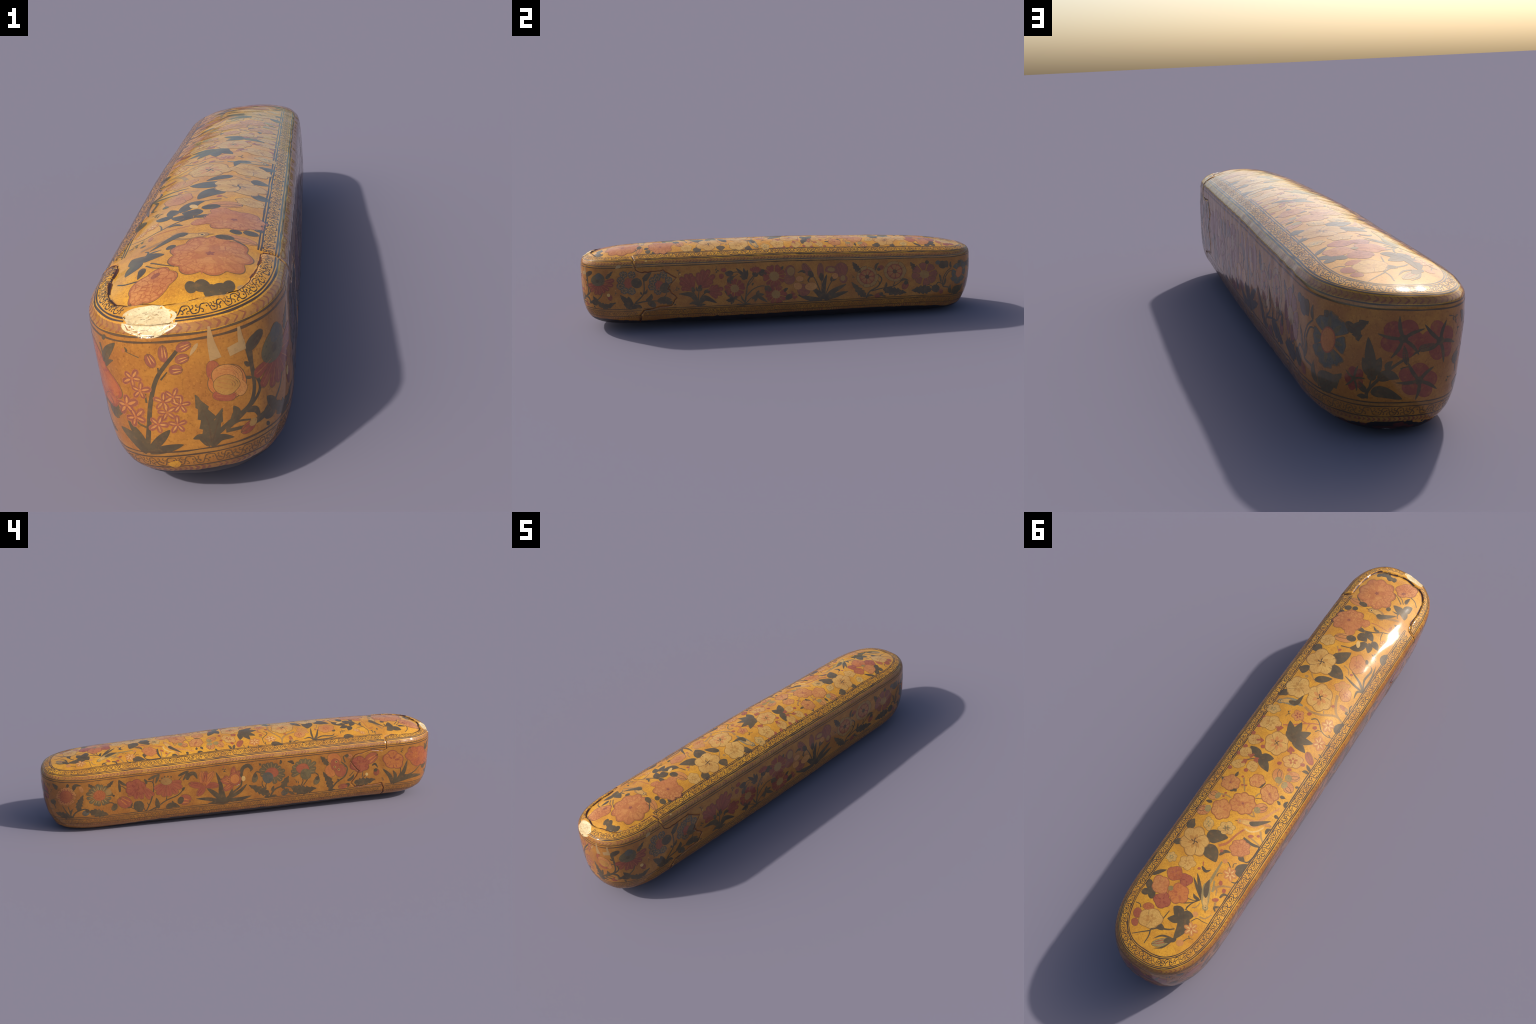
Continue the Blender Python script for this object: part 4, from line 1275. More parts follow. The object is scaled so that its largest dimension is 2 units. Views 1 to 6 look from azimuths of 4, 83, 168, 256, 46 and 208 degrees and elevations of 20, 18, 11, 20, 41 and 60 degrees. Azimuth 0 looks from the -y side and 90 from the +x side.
def paint_lid_far():
    """far half of the lid: pink peonies, perching bird, red peony, green bird, lily bud"""
    rose(T, (0.086, 0.277), 0.0375, 0.87, 3.12, base='salmon', petals=6)
    rose(T, (0.006, 0.224), 0.0300, 0.92, -2.40, base='salmon', petals=6, heart=False)
    rose(T, (-0.058, 0.242), 0.0385, 0.88, 1.74, base='salmon', petals=6)
    rose(T, (0.056, 0.387), 0.0431, 0.85, 2.28, base='salmon', petals=6, heart=False)
    rose(T, (0.002, 0.328), 0.0467, 0.97, -2.27, base='salmon', petals=8)
    bud(T, (0.091, 0.344), (0.132, 0.346), 0.0374, colour='salmon', calyx='pale_sage')
    bud(T, (0.094, 0.402), (0.134, 0.426), 0.0414, colour='rose_pink', calyx='pale_sage')
    bud(T, (-0.049, 0.327), (-0.078, 0.288), 0.0336, colour='rose_pink', calyx='pale_sage')
    leaf(T, [(0.108, 0.276), (0.120, 0.272), (0.130, 0.268)], 0.0134)
    leaf(T, [(0.083, 0.248), (0.084, 0.237), (0.085, 0.224)], 0.0122)
    lobes(T, (0.059, 0.296), [(0.070, 0.309), (0.067, 0.286), (0.054, 0.281), (0.047, 0.300)], 0.0125)
    leaf(T, [(-0.016, 0.244), (-0.019, 0.229), (-0.025, 0.214)], 0.0110)
    leaf(T, [(0.100, 0.378), (0.114, 0.378), (0.126, 0.380)], 0.0127)
    leaf(T, [(-0.093, 0.227), (-0.102, 0.222), (-0.113, 0.218)], 0.0123)
    leaf(T, [(-0.110, 0.252), (-0.102, 0.248), (-0.093, 0.246)], 0.0114)
    leaf(T, [(-0.129, 0.248), (-0.123, 0.236), (-0.127, 0.220)], 0.0122)
    leaf(T, [(-0.114, 0.301), (-0.121, 0.297), (-0.132, 0.295)], 0.0132)
    berry(T, (-0.124, 0.155), 0.0071, 0.60, -2.28, colour='dark_leaf')
    leaf(T, [(-0.123, 0.375), (-0.122, 0.358), (-0.130, 0.346)], 0.0118)
    stem(T, [(0.054, 0.238), (0.038, 0.261), (0.022, 0.284)], 0.0064, colour='tan_stem')
    stem(T, [(0.094, 0.334), (0.070, 0.330), (0.049, 0.331)], 0.0064, colour='tan_stem')
    stem(T, [(-0.022, 0.281), (-0.026, 0.265), (-0.032, 0.256)], 0.0057, colour='tan_stem')
    stem(T, [(-0.026, 0.352), (-0.046, 0.352), (-0.059, 0.348)], 0.0062, colour='tan_stem')
    stem(T, [(-0.044, 0.334), (-0.059, 0.348)], 0.0066, colour='tan_stem')
    stem(T, [(-0.025, 0.286), (-0.046, 0.273)], 0.0028)
    berry(T, (0.060, 0.236), 0.0049, 0.88, -2.95)
    berry(T, (0.043, 0.266), 0.0049, 0.82, -2.77)
    berry(T, (0.031, 0.262), 0.0049, 0.80, -2.63)
    berry(T, (0.078, 0.338), 0.0047, 0.88, -2.97)
    berry(T, (0.078, 0.323), 0.0048, 0.83, -2.75)
    bird(T, (-0.025, 0.392), (-0.052, 0.380), (-0.075, 0.368), (-0.115, 0.262), 0.0285, body='salmon', wing_tip=(-0.115, 0.323))
    stem(T, [(-0.053, 0.406), (-0.074, 0.404), (-0.094, 0.386), (-0.106, 0.359)], 0.0060, colour='pale_cream')
    blossom(T, (0.064, 0.459), 0.0290, 0.65, 2.20, petals=4, stamen=False, rim='pale_sage')
    blossom(T, (-0.000, 0.441), 0.0315, 0.84, -2.52, petals=6, rim='pale_sage')
    blossom(T, (0.070, 0.541), 0.0625, 0.82, 2.35, petals=6, turn=0.3, lobe=0.2)
    leaf(T, [(0.106, 0.504), (0.121, 0.484), (0.120, 0.462)], 0.0310)
    leaf(T, [(0.110, 0.555), (0.123, 0.567), (0.139, 0.575)], 0.0247)
    leaf(T, [(0.040, 0.510), (0.016, 0.488), (-0.024, 0.469)], 0.0506)
    leaf(T, [(0.028, 0.537), (-0.005, 0.548), (-0.036, 0.568)], 0.0511)
    blossom(T, (0.047, 0.622), 0.0313, 0.90, -2.88, petals=5, stamen=False)
    blossom(T, (0.108, 0.629), 0.0222, 0.86, 2.79, petals=6, stamen=False, rim='pale_sage')
    stem(T, [(-0.012, 0.512), (-0.032, 0.486), (-0.042, 0.443), (-0.057, 0.404)], 0.0084, colour='rose_shade')
    berry(T, (-0.031, 0.522), 0.0059, 0.96, -2.04)
    rose(T, (-0.078, 0.476), 0.0387, 0.82, -2.25, petals=7, heart=False)
    stem(T, [(-0.068, 0.436), (-0.093, 0.440), (-0.129, 0.430), (-0.133, 0.461), (-0.126, 0.498), (-0.113, 0.507)], 0.0062)
    leaf(T, [(-0.089, 0.504), (-0.102, 0.504), (-0.116, 0.506)], 0.0200)
    leaf(T, [(-0.032, 0.541), (-0.041, 0.518), (-0.061, 0.508)], 0.0124)
    leaf(T, [(-0.128, 0.430), (-0.100, 0.438), (-0.067, 0.434)], 0.0101)
    stem(T, [(-0.082, 0.422), (-0.109, 0.422), (-0.129, 0.424)], 0.0061, colour='tan_stem')
    stem(T, [(-0.104, 0.379), (-0.118, 0.396), (-0.131, 0.406)], 0.0070, colour='tan_stem')
    berry(T, (-0.086, 0.416), 0.0104, 0.55, -2.39)
    berry(T, (-0.107, 0.398), 0.0061, 0.79, -2.23)
    bud(T, (-0.093, 0.354), (-0.125, 0.338), 0.0111, colour='salmon', calyx=None)
    leaf(T, [(-0.129, 0.562), (-0.116, 0.539), (-0.130, 0.505)], 0.0292)
    star(T, (-0.098, 0.574), 0.0270, 0.90, 1.52)
    leaf(T, [(-0.003, 0.606), (-0.024, 0.615), (-0.038, 0.600)], 0.0106)
    stem(T, [(0.001, 0.590), (-0.007, 0.604)], 0.0049, colour='rose_shade')
    berry(T, (0.000, 0.619), 0.0061, 0.84, -2.60)
    stem(T, [(-0.066, 0.608), (-0.065, 0.596), (-0.076, 0.587)], 0.0030)
    stem(T, [(-0.088, 0.554), (-0.075, 0.545), (-0.066, 0.544)], 0.0036)
    stem(T, [(-0.094, 0.549), (-0.090, 0.537), (-0.098, 0.528)], 0.0030)
    berry(T, (-0.061, 0.546), 0.0084, 0.97, -2.00, colour='salmon')
    blade(T, [(-0.116, 0.594), (-0.130, 0.586), (-0.135, 0.570)], 0.0047)
    rose(T, (0.046, 0.780), 0.0312, 0.93, 3.03, base='red', shade='crimson', petals=4, heart=False)
    rose(T, (0.062, 0.677), 0.0303, 0.91, 3.10, base='orange_red', shade='red', petals=4, heart=False)
    rose(T, (0.016, 0.678), 0.0244, 0.96, 2.70, base='red', shade='crimson', petals=3, heart=False)
    rose(T, (0.082, 0.736), 0.0386, 0.79, 2.33, base='rose_pink', shade='orange_red', petals=4, heart=False)
    rose(T, (0.010, 0.732), 0.0378, 0.95, 2.42, base='orange', shade='orange_red', petals=5, heart=False)
    patch(T, (0.044, 0.730), 0.0094, 0.94, 2.87, colour='pale_sage', name='painted_flower_head', layer=8)
    patch(T, (0.118, 0.751), 0.0189, 0.65, 2.30)
    patch(T, (0.114, 0.780), 0.0152, 0.84, -3.08)
    patch(T, (0.092, 0.776), 0.0200, 0.69, 2.27)
    leaf(T, [(0.130, 0.717), (0.114, 0.696), (0.094, 0.679)], 0.0154)
    bird(T, (-0.091, 0.722), (-0.077, 0.700), (-0.058, 0.661), (-0.053, 0.554), 0.0294, wing_tip=(-0.051, 0.632))
    blade(T, [(-0.067, 0.708), (-0.035, 0.670), (-0.004, 0.636)], 0.0126)
    blade(T, [(-0.062, 0.704), (-0.031, 0.680), (0.000, 0.654)], 0.0103)
    stem(T, [(-0.082, 0.663), (-0.077, 0.648), (-0.067, 0.626)], 0.0076, colour='pale_sage')
    stem(T, [(-0.080, 0.655), (-0.093, 0.630), (-0.127, 0.608)], 0.0079, colour='tan_stem')
    stem(T, [(-0.078, 0.640), (-0.091, 0.648), (-0.098, 0.666)], 0.0057, colour='tan_stem')
    berry(T, (-0.089, 0.620), 0.0086, 0.78, 2.04)
    berry(T, (-0.112, 0.635), 0.0076, 0.88, 1.48)
    berry(T, (-0.105, 0.679), 0.0122, 0.52, -2.46)
    stem(T, [(-0.108, 0.680), (-0.116, 0.700), (-0.130, 0.697)], 0.0068, colour='tan_stem')
    stem(T, [(-0.022, 0.751), (-0.044, 0.734), (-0.062, 0.711)], 0.0037)
    stem(T, [(-0.023, 0.730), (-0.045, 0.724), (-0.063, 0.710)], 0.0032)
    leaf(T, [(-0.062, 0.711), (-0.044, 0.712), (-0.032, 0.704)], 0.0108)
    stem(T, [(-0.062, 0.711), (-0.046, 0.737), (-0.039, 0.768)], 0.0035)
    stem(T, [(-0.044, 0.739), (-0.039, 0.760), (-0.051, 0.767)], 0.0029)
    stem(T, [(-0.054, 0.748), (-0.065, 0.738), (-0.068, 0.718)], 0.0042, colour='tan_stem')
    leaf(T, [(-0.039, 0.792), (-0.021, 0.782), (0.000, 0.778)], 0.0359)
    leaf(T, [(-0.044, 0.796), (-0.026, 0.812), (-0.004, 0.823)], 0.0282)
    leaf(T, [(-0.042, 0.791), (-0.058, 0.778), (-0.075, 0.770)], 0.0326)
    leaf(T, [(-0.040, 0.778), (-0.062, 0.816), (-0.060, 0.870)], 0.0404)
    blossom(T, (0.045, 0.852), 0.0428, 0.81, -2.76, petals=5, stamen=False, lobe=0.12)
    patch(T, (0.074, 0.821), 0.0190, 0.70, -2.76, colour='orange_red', name='painted_petal')
    patch(T, (0.095, 0.857), 0.0177, 0.82, 2.42, colour='red', name='painted_petal')
    patch(T, (0.085, 0.888), 0.0140, 0.82, 2.42, colour='red', name='painted_petal')
    leaf(T, [(-0.015, 0.860), (0.010, 0.861), (0.024, 0.884)], 0.0212)
    stem(T, [(-0.010, 0.860), (-0.030, 0.851), (-0.044, 0.839)], 0.0056)
    stem(T, [(0.025, 0.882), (0.018, 0.904), (0.018, 0.931)], 0.0041)
    stem(T, [(0.025, 0.888), (0.048, 0.906), (0.072, 0.925)], 0.0037)
    stem(T, [(0.012, 0.859), (0.008, 0.832), (0.004, 0.798)], 0.0043)
    stem(T, [(0.096, 0.836), (0.106, 0.827), (0.123, 0.828)], 0.0036)
    bud(T, (-0.056, 0.874), (-0.005, 0.921), 0.0249, colour='pale_sage', streak='red')
    leaf(T, [(-0.056, 0.869), (-0.021, 0.880), (-0.000, 0.903)], 0.0064, vein=False)
    leaf(T, [(-0.058, 0.882), (-0.042, 0.912), (-0.018, 0.930)], 0.0056, vein=False)
    leaf(T, [(-0.066, 0.862), (-0.060, 0.874), (-0.052, 0.884)], 0.0134)
    star(T, (-0.091, 0.809), 0.0259, 0.94, -2.12)
    patch(T, (-0.076, 0.760), 0.0100, 0.94, -2.00, colour='salmon', name='painted_berry')
    patch(T, (-0.084, 0.868), 0.0136, 0.76, -2.54, colour='salmon', name='painted_berry')
    stem(T, [(-0.076, 0.789), (-0.088, 0.769), (-0.108, 0.766), (-0.127, 0.762)], 0.0026)
    stem(T, [(-0.090, 0.859), (-0.099, 0.840), (-0.113, 0.834)], 0.0025)
    stem(T, [(-0.096, 0.832), (-0.104, 0.840)], 0.0032)
    stem(T, [(-0.092, 0.759), (-0.110, 0.753), (-0.122, 0.729)], 0.0051, colour='tan_stem')
    blade(T, [(-0.125, 0.712), (-0.116, 0.702), (-0.131, 0.688)], 0.0077)
    blade(T, [(-0.113, 0.664), (-0.118, 0.646), (-0.135, 0.640)], 0.0087)


def paint_right_flank_near():
    """right flank by the drawer: thistle, blue clusters, carnations, red daisies"""
    fan_flower(F, (3.502, 0.134), [(3.436, 0.117), (3.450, 0.090), (3.478, 0.076), (3.502, 0.075), (3.527, 0.087), (3.550, 0.101), (3.572, 0.125), (3.578, 0.152)], 0.0249, colour='crimson', streak='rose_shade', calyx=False)
    patch(F, (3.496, 0.150), 0.0385, 0.76, -2.89, colour='sage', name='painted_flower_head', layer=5)
    patch(F, (3.502, 0.170), 0.0189, 0.84, -2.82, colour='blue_grey', name='lacquer_flake', layer=6)
    patch(F, (3.494, 0.145), 0.0095, 0.78, -2.77, name='painted_flower_head', layer=7)
    leaf(F, [(3.538, 0.159), (3.552, 0.173), (3.574, 0.196)], 0.0206, teeth=4)
    bud(F, (3.431, 0.170), (3.466, 0.189), 0.0203, colour='dark_leaf', calyx=None)
    stem(F, [(3.433, 0.170), (3.434, 0.132), (3.444, 0.084), (3.375, 0.032)], 0.0077)
    stem(F, [(3.374, 0.030), (3.450, 0.030), (3.500, 0.061), (3.518, 0.091)], 0.0061)
    leaf(F, [(3.482, 0.039), (3.525, 0.017), (3.580, 0.039)], 0.0364, teeth=4)
    bud(F, (3.544, 0.082), (3.554, 0.048), 0.0226, colour='crimson', calyx='pale_cream')
    leaf(F, [(3.470, 0.038), (3.470, 0.053), (3.462, 0.067)], 0.0150)
    daisy(F, (3.623, 0.176), 0.0190, 0.93, 3.12, petal='blue_grey', core='sage', count=6, core_r=0.3, streak='tan_stem')
    daisy(F, (3.663, 0.174), 0.0192, 0.92, 3.12, petal='blue_grey', core='sage', count=6, core_r=0.3, streak='tan_stem')
    daisy(F, (3.608, 0.149), 0.0190, 0.93, -3.08, petal='blue_grey', core='sage', count=6, core_r=0.3, streak='tan_stem')
    daisy(F, (3.606, 0.121), 0.0191, 0.94, -2.96, petal='blue_grey', core='sage', count=6, core_r=0.3, streak='tan_stem')
    daisy(F, (3.623, 0.098), 0.0191, 0.95, -2.97, petal='blue_grey', core='sage', count=6, core_r=0.3, streak='tan_stem')
    daisy(F, (3.658, 0.094), 0.0196, 0.93, -3.06, petal='blue_grey', core='sage', count=6, core_r=0.3, streak='tan_stem')
    patch(F, (3.646, 0.134), 0.0235, 0.93, 1.44, colour='red', name='painted_petal')
    patch(F, (3.684, 0.133), 0.0259, 0.98, -2.83, layer=5)
    daisy(F, (3.785, 0.156), 0.0193, 0.92, -3.08, petal='blue_grey', core='sage', count=6, core_r=0.3, streak='tan_stem')
    daisy(F, (3.816, 0.167), 0.0194, 0.91, -3.12, petal='blue_grey', core='sage', count=6, core_r=0.3, streak='tan_stem')
    daisy(F, (3.840, 0.140), 0.0197, 0.91, -3.09, petal='blue_grey', core='sage', count=6, core_r=0.3, streak='tan_stem')
    daisy(F, (3.763, 0.140), 0.0194, 0.93, -3.07, petal='blue_grey', core='sage', count=6, core_r=0.3, streak='tan_stem')
    daisy(F, (3.758, 0.112), 0.0197, 0.92, -3.07, petal='blue_grey', core='sage', count=6, core_r=0.3, streak='tan_stem')
    daisy(F, (3.786, 0.088), 0.0196, 0.92, -3.13, petal='blue_grey', core='sage', count=6, core_r=0.3, streak='tan_stem')
    patch(F, (3.793, 0.116), 0.0236, 0.95, 1.45, colour='red', name='painted_petal')
    patch(F, (3.822, 0.103), 0.0261, 0.98, -2.87, layer=5)
    lobes(F, (3.648, 0.021), [(3.601, 0.077), (3.616, 0.030), (3.640, 0.068), (3.654, 0.046)], 0.0269)
    stem(F, [(3.650, 0.000), (3.677, 0.037), (3.714, 0.077), (3.720, 0.129), (3.714, 0.159)], 0.0072)
    stem(F, [(3.672, 0.030), (3.724, 0.040), (3.789, 0.040)], 0.0068)
    leaf(F, [(3.780, 0.038), (3.817, 0.039), (3.872, 0.016)], 0.0390, teeth=4)
    leaf(F, [(3.780, 0.041), (3.818, 0.049), (3.851, 0.043)], 0.0242)
    leaf(F, [(3.720, 0.140), (3.733, 0.161), (3.758, 0.182)], 0.0242)
    leaf(F, [(3.714, 0.077), (3.728, 0.086), (3.734, 0.102)], 0.0121)
    leaf(F, [(3.724, 0.040), (3.748, 0.056), (3.754, 0.077)], 0.0209)
    leaf(F, [(3.652, 0.006), (3.685, 0.017), (3.705, 0.006)], 0.0188)
    bud(F, (3.733, 0.037), (3.769, 0.011), 0.0295, colour='dark_leaf', calyx=None)
    patch(F, (3.761, 0.016), 0.0112, 0.90, -3.05, colour='blue_grey')
    stem(F, [(3.794, 0.042), (3.823, 0.067), (3.826, 0.082)], 0.0043)
    blade(F, [(3.651, 0.001), (3.638, 0.009), (3.624, 0.010)], 0.0104)
    leaf(F, [(3.707, 0.073), (3.703, 0.082), (3.698, 0.087)], 0.0095)
    fan_flower(F, (3.961, 0.088), [(3.900, 0.098), (3.894, 0.129), (3.896, 0.152), (3.922, 0.167), (3.947, 0.170), (3.958, 0.157)], 0.0290)
    fan_flower(F, (3.989, 0.097), [(3.980, 0.156), (3.987, 0.172), (4.011, 0.185), (4.040, 0.184), (4.066, 0.157), (4.056, 0.129), (4.041, 0.113)], 0.0303)
    fan_flower(F, (4.028, 0.076), [(4.062, 0.105), (4.083, 0.104), (4.106, 0.089), (4.100, 0.061), (4.076, 0.045)], 0.0248)
    stem(F, [(3.983, 0.005), (3.972, 0.042), (3.960, 0.079)], 0.0058)
    stem(F, [(3.984, 0.005), (3.982, 0.047), (3.988, 0.092)], 0.0058)
    stem(F, [(3.985, 0.007), (3.996, 0.051), (4.028, 0.078)], 0.0052)
    leaf(F, [(3.962, 0.074), (3.955, 0.084), (3.948, 0.096)], 0.0105)
    leaf(F, [(3.984, 0.080), (3.976, 0.090), (3.975, 0.104)], 0.0095)
    leaf(F, [(3.988, 0.080), (3.998, 0.089), (4.002, 0.103)], 0.0094)
    leaf(F, [(4.011, 0.069), (4.019, 0.081), (4.033, 0.087)], 0.0104)
    leaf(F, [(3.978, 0.020), (3.950, 0.063), (3.886, 0.071)], 0.0251)
    leaf(F, [(3.988, 0.019), (4.015, 0.045), (4.073, 0.018)], 0.0282)
    leaf(F, [(3.983, 0.007), (3.962, 0.023), (3.934, 0.017)], 0.0168)
    leaf(F, [(3.984, 0.007), (4.000, 0.012), (4.018, 0.011)], 0.0118)
    daisy(F, (4.163, 0.086), 0.0499, 0.95, 2.87, petal='crimson', core='tan_stem', count=13)  # cream daisy cores on this flank darkened to tan, flank shade baked in
    daisy(F, (4.361, 0.138), 0.0587, 0.95, 2.85, petal='crimson', core='tan_stem', count=14)
    daisy(F, (4.368, 0.047), 0.0532, 0.91, 2.91, petal='crimson', core='tan_stem', count=13)
    fan_flower(F, (4.268, 0.155), [(4.242, 0.181), (4.256, 0.188), (4.271, 0.190), (4.285, 0.187), (4.296, 0.177)], 0.0142, colour='crimson')
    patch(F, (4.268, 0.156), 0.0180, 0.90, 1.57)
    stem(F, [(4.211, -0.003), (4.218, 0.045), (4.230, 0.107), (4.262, 0.148)], 0.0081)
    stem(F, [(4.218, 0.043), (4.253, 0.077), (4.292, 0.092), (4.330, 0.088)], 0.0054)
    stem(F, [(4.225, 0.093), (4.250, 0.120), (4.264, 0.143)], 0.0043)
    leaf(F, [(4.314, 0.088), (4.330, 0.076), (4.349, 0.070)], 0.0293)
    leaf(F, [(4.284, 0.154), (4.306, 0.158), (4.324, 0.150)], 0.0330)
    leaf(F, [(4.159, 0.164), (4.135, 0.161), (4.116, 0.166)], 0.0279)
    leaf(F, [(4.148, 0.111), (4.141, 0.130), (4.160, 0.148)], 0.0289)
    stem(F, [(4.132, 0.161), (4.180, 0.166), (4.222, 0.140)], 0.0043)
    stem(F, [(4.150, 0.116), (4.156, 0.139), (4.180, 0.156)], 0.0044)
    lobes(F, (4.222, 0.136), [(4.172, 0.187), (4.209, 0.185), (4.228, 0.175), (4.189, 0.146), (4.198, 0.132)], 0.0163)
    lobes(F, (4.157, 0.034), [(4.111, 0.077), (4.118, 0.026), (4.142, 0.007), (4.176, 0.047), (4.128, 0.020)], 0.0164)
    lobes(F, (4.272, 0.047), [(4.310, 0.050), (4.325, 0.009), (4.262, 0.013), (4.284, 0.071), (4.247, 0.027)], 0.0163)
    stem(F, [(4.211, 0.001), (4.185, 0.023), (4.157, 0.034)], 0.0045)
    stem(F, [(4.214, 0.006), (4.243, 0.034), (4.272, 0.047)], 0.0044)
    blade(F, [(4.211, -0.001), (4.190, 0.002), (4.170, 0.006)], 0.0098)
    blade(F, [(4.212, 0.001), (4.228, 0.005), (4.241, 0.006)], 0.0102)
    blade(F, [(4.211, 0.016), (4.200, 0.032), (4.193, 0.051)], 0.0087)
    leaf(F, [(4.249, 0.096), (4.254, 0.106), (4.259, 0.110)], 0.0087)
    patch(F, (4.112, 0.180), 0.0131, 0.79, 3.07, colour='crimson', name='painted_petal')
    patch(F, (4.099, 0.150), 0.0124, 0.98, -3.05, colour='crimson', name='painted_petal')


def paint_right_flank_far():
    """right flank, far half: iris, ringed pinks, mauve daisy, blue daisy"""
    leaf(F, [(0.000, 0.059), (0.010, 0.069), (0.022, 0.076)], 0.0148)
    stem(F, [(4.400, 0.029), (4.415, 0.015), (4.434, 0.022)], 0.0040)
    bud(F, (0.010, 0.020), (0.048, 0.038), 0.0269, colour='dark_leaf', calyx=None)
    fan_flower(F, (0.042, 0.033), [(0.044, 0.058), (0.057, 0.047), (0.068, 0.027), (0.058, 0.018)], 0.0136, colour='crimson', calyx=False)
    leaf(F, [(4.394, 0.168), (4.401, 0.177), (4.408, 0.186)], 0.0136)
    blade(F, [(0.202, 0.008), (0.202, 0.075), (0.218, 0.138)], 0.0227)
    blade(F, [(0.204, 0.008), (0.250, 0.048), (0.318, 0.084)], 0.0266)
    blade(F, [(0.209, 0.007), (0.270, 0.029), (0.328, 0.045)], 0.0236)
    blade(F, [(0.196, 0.008), (0.177, 0.041), (0.138, 0.073)], 0.0268)
    blade(F, [(0.194, 0.008), (0.133, 0.016), (0.069, 0.039)], 0.0241)
    stem(F, [(0.202, 0.015), (0.194, 0.065), (0.192, 0.115)], 0.0044)
    stem(F, [(0.199, 0.015), (0.163, 0.106), (0.144, 0.131), (0.096, 0.152)], 0.0050)
    stem(F, [(0.206, 0.018), (0.230, 0.079), (0.250, 0.108), (0.270, 0.127)], 0.0045)
    leaf(F, [(0.154, 0.131), (0.100, 0.157), (0.070, 0.150)], 0.0115)
    leaf(F, [(0.139, 0.132), (0.124, 0.112), (0.129, 0.098)], 0.0093)
    leaf(F, [(0.240, 0.098), (0.243, 0.118), (0.255, 0.132)], 0.0125)
    leaf(F, [(0.246, 0.101), (0.265, 0.115), (0.270, 0.127)], 0.0089)
    patch(F, (0.100, 0.063), 0.0330, 0.91, 2.90, colour='mauve', name='painted_petal')
    patch(F, (0.071, 0.083), 0.0216, 0.81, 3.05, colour='salmon', name='painted_petal', layer=4)
    patch(F, (0.138, 0.078), 0.0301, 0.68, 3.07, colour='salmon', name='painted_petal', layer=4)
    patch(F, (0.030, 0.119), 0.0280, 0.89, 3.01, colour='mauve', name='painted_petal')
    patch(F, (0.034, 0.159), 0.0285, 0.87, 1.59, colour='mauve', name='painted_petal', layer=4)
    patch(F, (0.037, 0.159), 0.0218, 0.84, 1.57, colour='tan_stem', name='painted_petal', layer=5)
    patch(F, (0.081, 0.119), 0.0192, 0.76, 3.07, colour='salmon', name='painted_petal', layer=4)
    leaf(F, [(0.076, 0.110), (0.086, 0.107), (0.100, 0.108)], 0.0091)
    stem(F, [(0.029, 0.168), (0.036, 0.156), (0.040, 0.144)], 0.0024)
    stem(F, [(0.095, 0.079), (0.100, 0.060), (0.099, 0.041)], 0.0024)
    bud(F, (0.144, 0.131), (0.099, 0.195), 0.0360, colour='mauve')
    bud(F, (0.192, 0.112), (0.187, 0.195), 0.0329, colour='mauve')
    patch(F, (0.290, 0.159), 0.0359, 0.97, 1.92, colour='mauve', name='painted_petal')
    patch(F, (0.238, 0.162), 0.0281, 0.63, 3.11, colour='mauve', name='painted_petal')
    patch(F, (0.241, 0.162), 0.0192, 0.60, 3.11, colour='tan_stem', name='painted_petal', layer=5)
    patch(F, (0.303, 0.111), 0.0212, 0.91, 1.78, colour='mauve', name='painted_petal')
    patch(F, (0.300, 0.115), 0.0151, 0.83, 1.65, colour='tan_stem', name='painted_petal', layer=5)
    patch(F, (0.260, 0.128), 0.0163, 0.90, 2.97, colour='salmon', name='painted_petal', layer=5)
    daisy(F, (0.424, 0.118), 0.0561, 0.96, 2.36, petal='tan_stem', core='crimson', count=9, core_r=0.72, fat=1.25)
    daisy(F, (0.424, 0.118), 0.0369, 0.96, 2.19, petal='rose_shade', core='ink_line', count=7, core_r=0.3, streak='tan_stem', lift=4)
    daisy(F, (0.566, 0.141), 0.0569, 0.96, 2.25, petal='tan_stem', core='crimson', count=9, core_r=0.72, fat=1.25)
    daisy(F, (0.566, 0.141), 0.0373, 0.95, 2.12, petal='rose_shade', core='ink_line', count=7, core_r=0.3, streak='tan_stem', lift=4)
    leaf(F, [(0.390, 0.140), (0.368, 0.169), (0.349, 0.197)], 0.0341, teeth=4)
    bud(F, (0.478, 0.153), (0.510, 0.169), 0.0239, colour='crimson')
    leaf(F, [(0.466, 0.150), (0.470, 0.176), (0.485, 0.191)], 0.0131)
    stem(F, [(0.420, 0.005), (0.439, 0.039), (0.481, 0.065), (0.499, 0.103), (0.478, 0.130)], 0.0075)
    stem(F, [(0.447, 0.041), (0.506, 0.053), (0.565, 0.063), (0.604, 0.091)], 0.0057)
    leaf(F, [(0.511, 0.051), (0.566, 0.032), (0.629, 0.023)], 0.0517, teeth=5)
    leaf(F, [(0.418, 0.011), (0.388, 0.041), (0.343, 0.093)], 0.0414, teeth=5)
    leaf(F, [(0.594, 0.086), (0.614, 0.096), (0.640, 0.089)], 0.0132)
    leaf(F, [(0.516, 0.056), (0.522, 0.069), (0.524, 0.085)], 0.0131)
    bud(F, (0.629, 0.084), (0.608, 0.043), 0.0313, colour='crimson')
    bud(F, (0.504, 0.025), (0.462, 0.012), 0.0235, colour='crimson')
    leaf(F, [(0.506, 0.049), (0.521, 0.035), (0.516, 0.024)], 0.0107)
    leaf(F, [(0.422, 0.011), (0.442, 0.018), (0.460, 0.013)], 0.0114)
    leaf(F, [(0.499, 0.020), (0.509, 0.012), (0.524, 0.008)], 0.0102)
    stem(F, [(0.486, 0.073), (0.486, 0.088), (0.476, 0.096)], 0.0043)
    stem(F, [(0.560, 0.061), (0.565, 0.079), (0.569, 0.087)], 0.0046)
    daisy(F, (0.720, 0.119), 0.0679, 0.91, 2.77, petal='mauve', core='tan_stem', count=8, core_r=0.36)
    leaf(F, [(0.668, 0.143), (0.662, 0.164), (0.645, 0.188)], 0.0293, teeth=3)
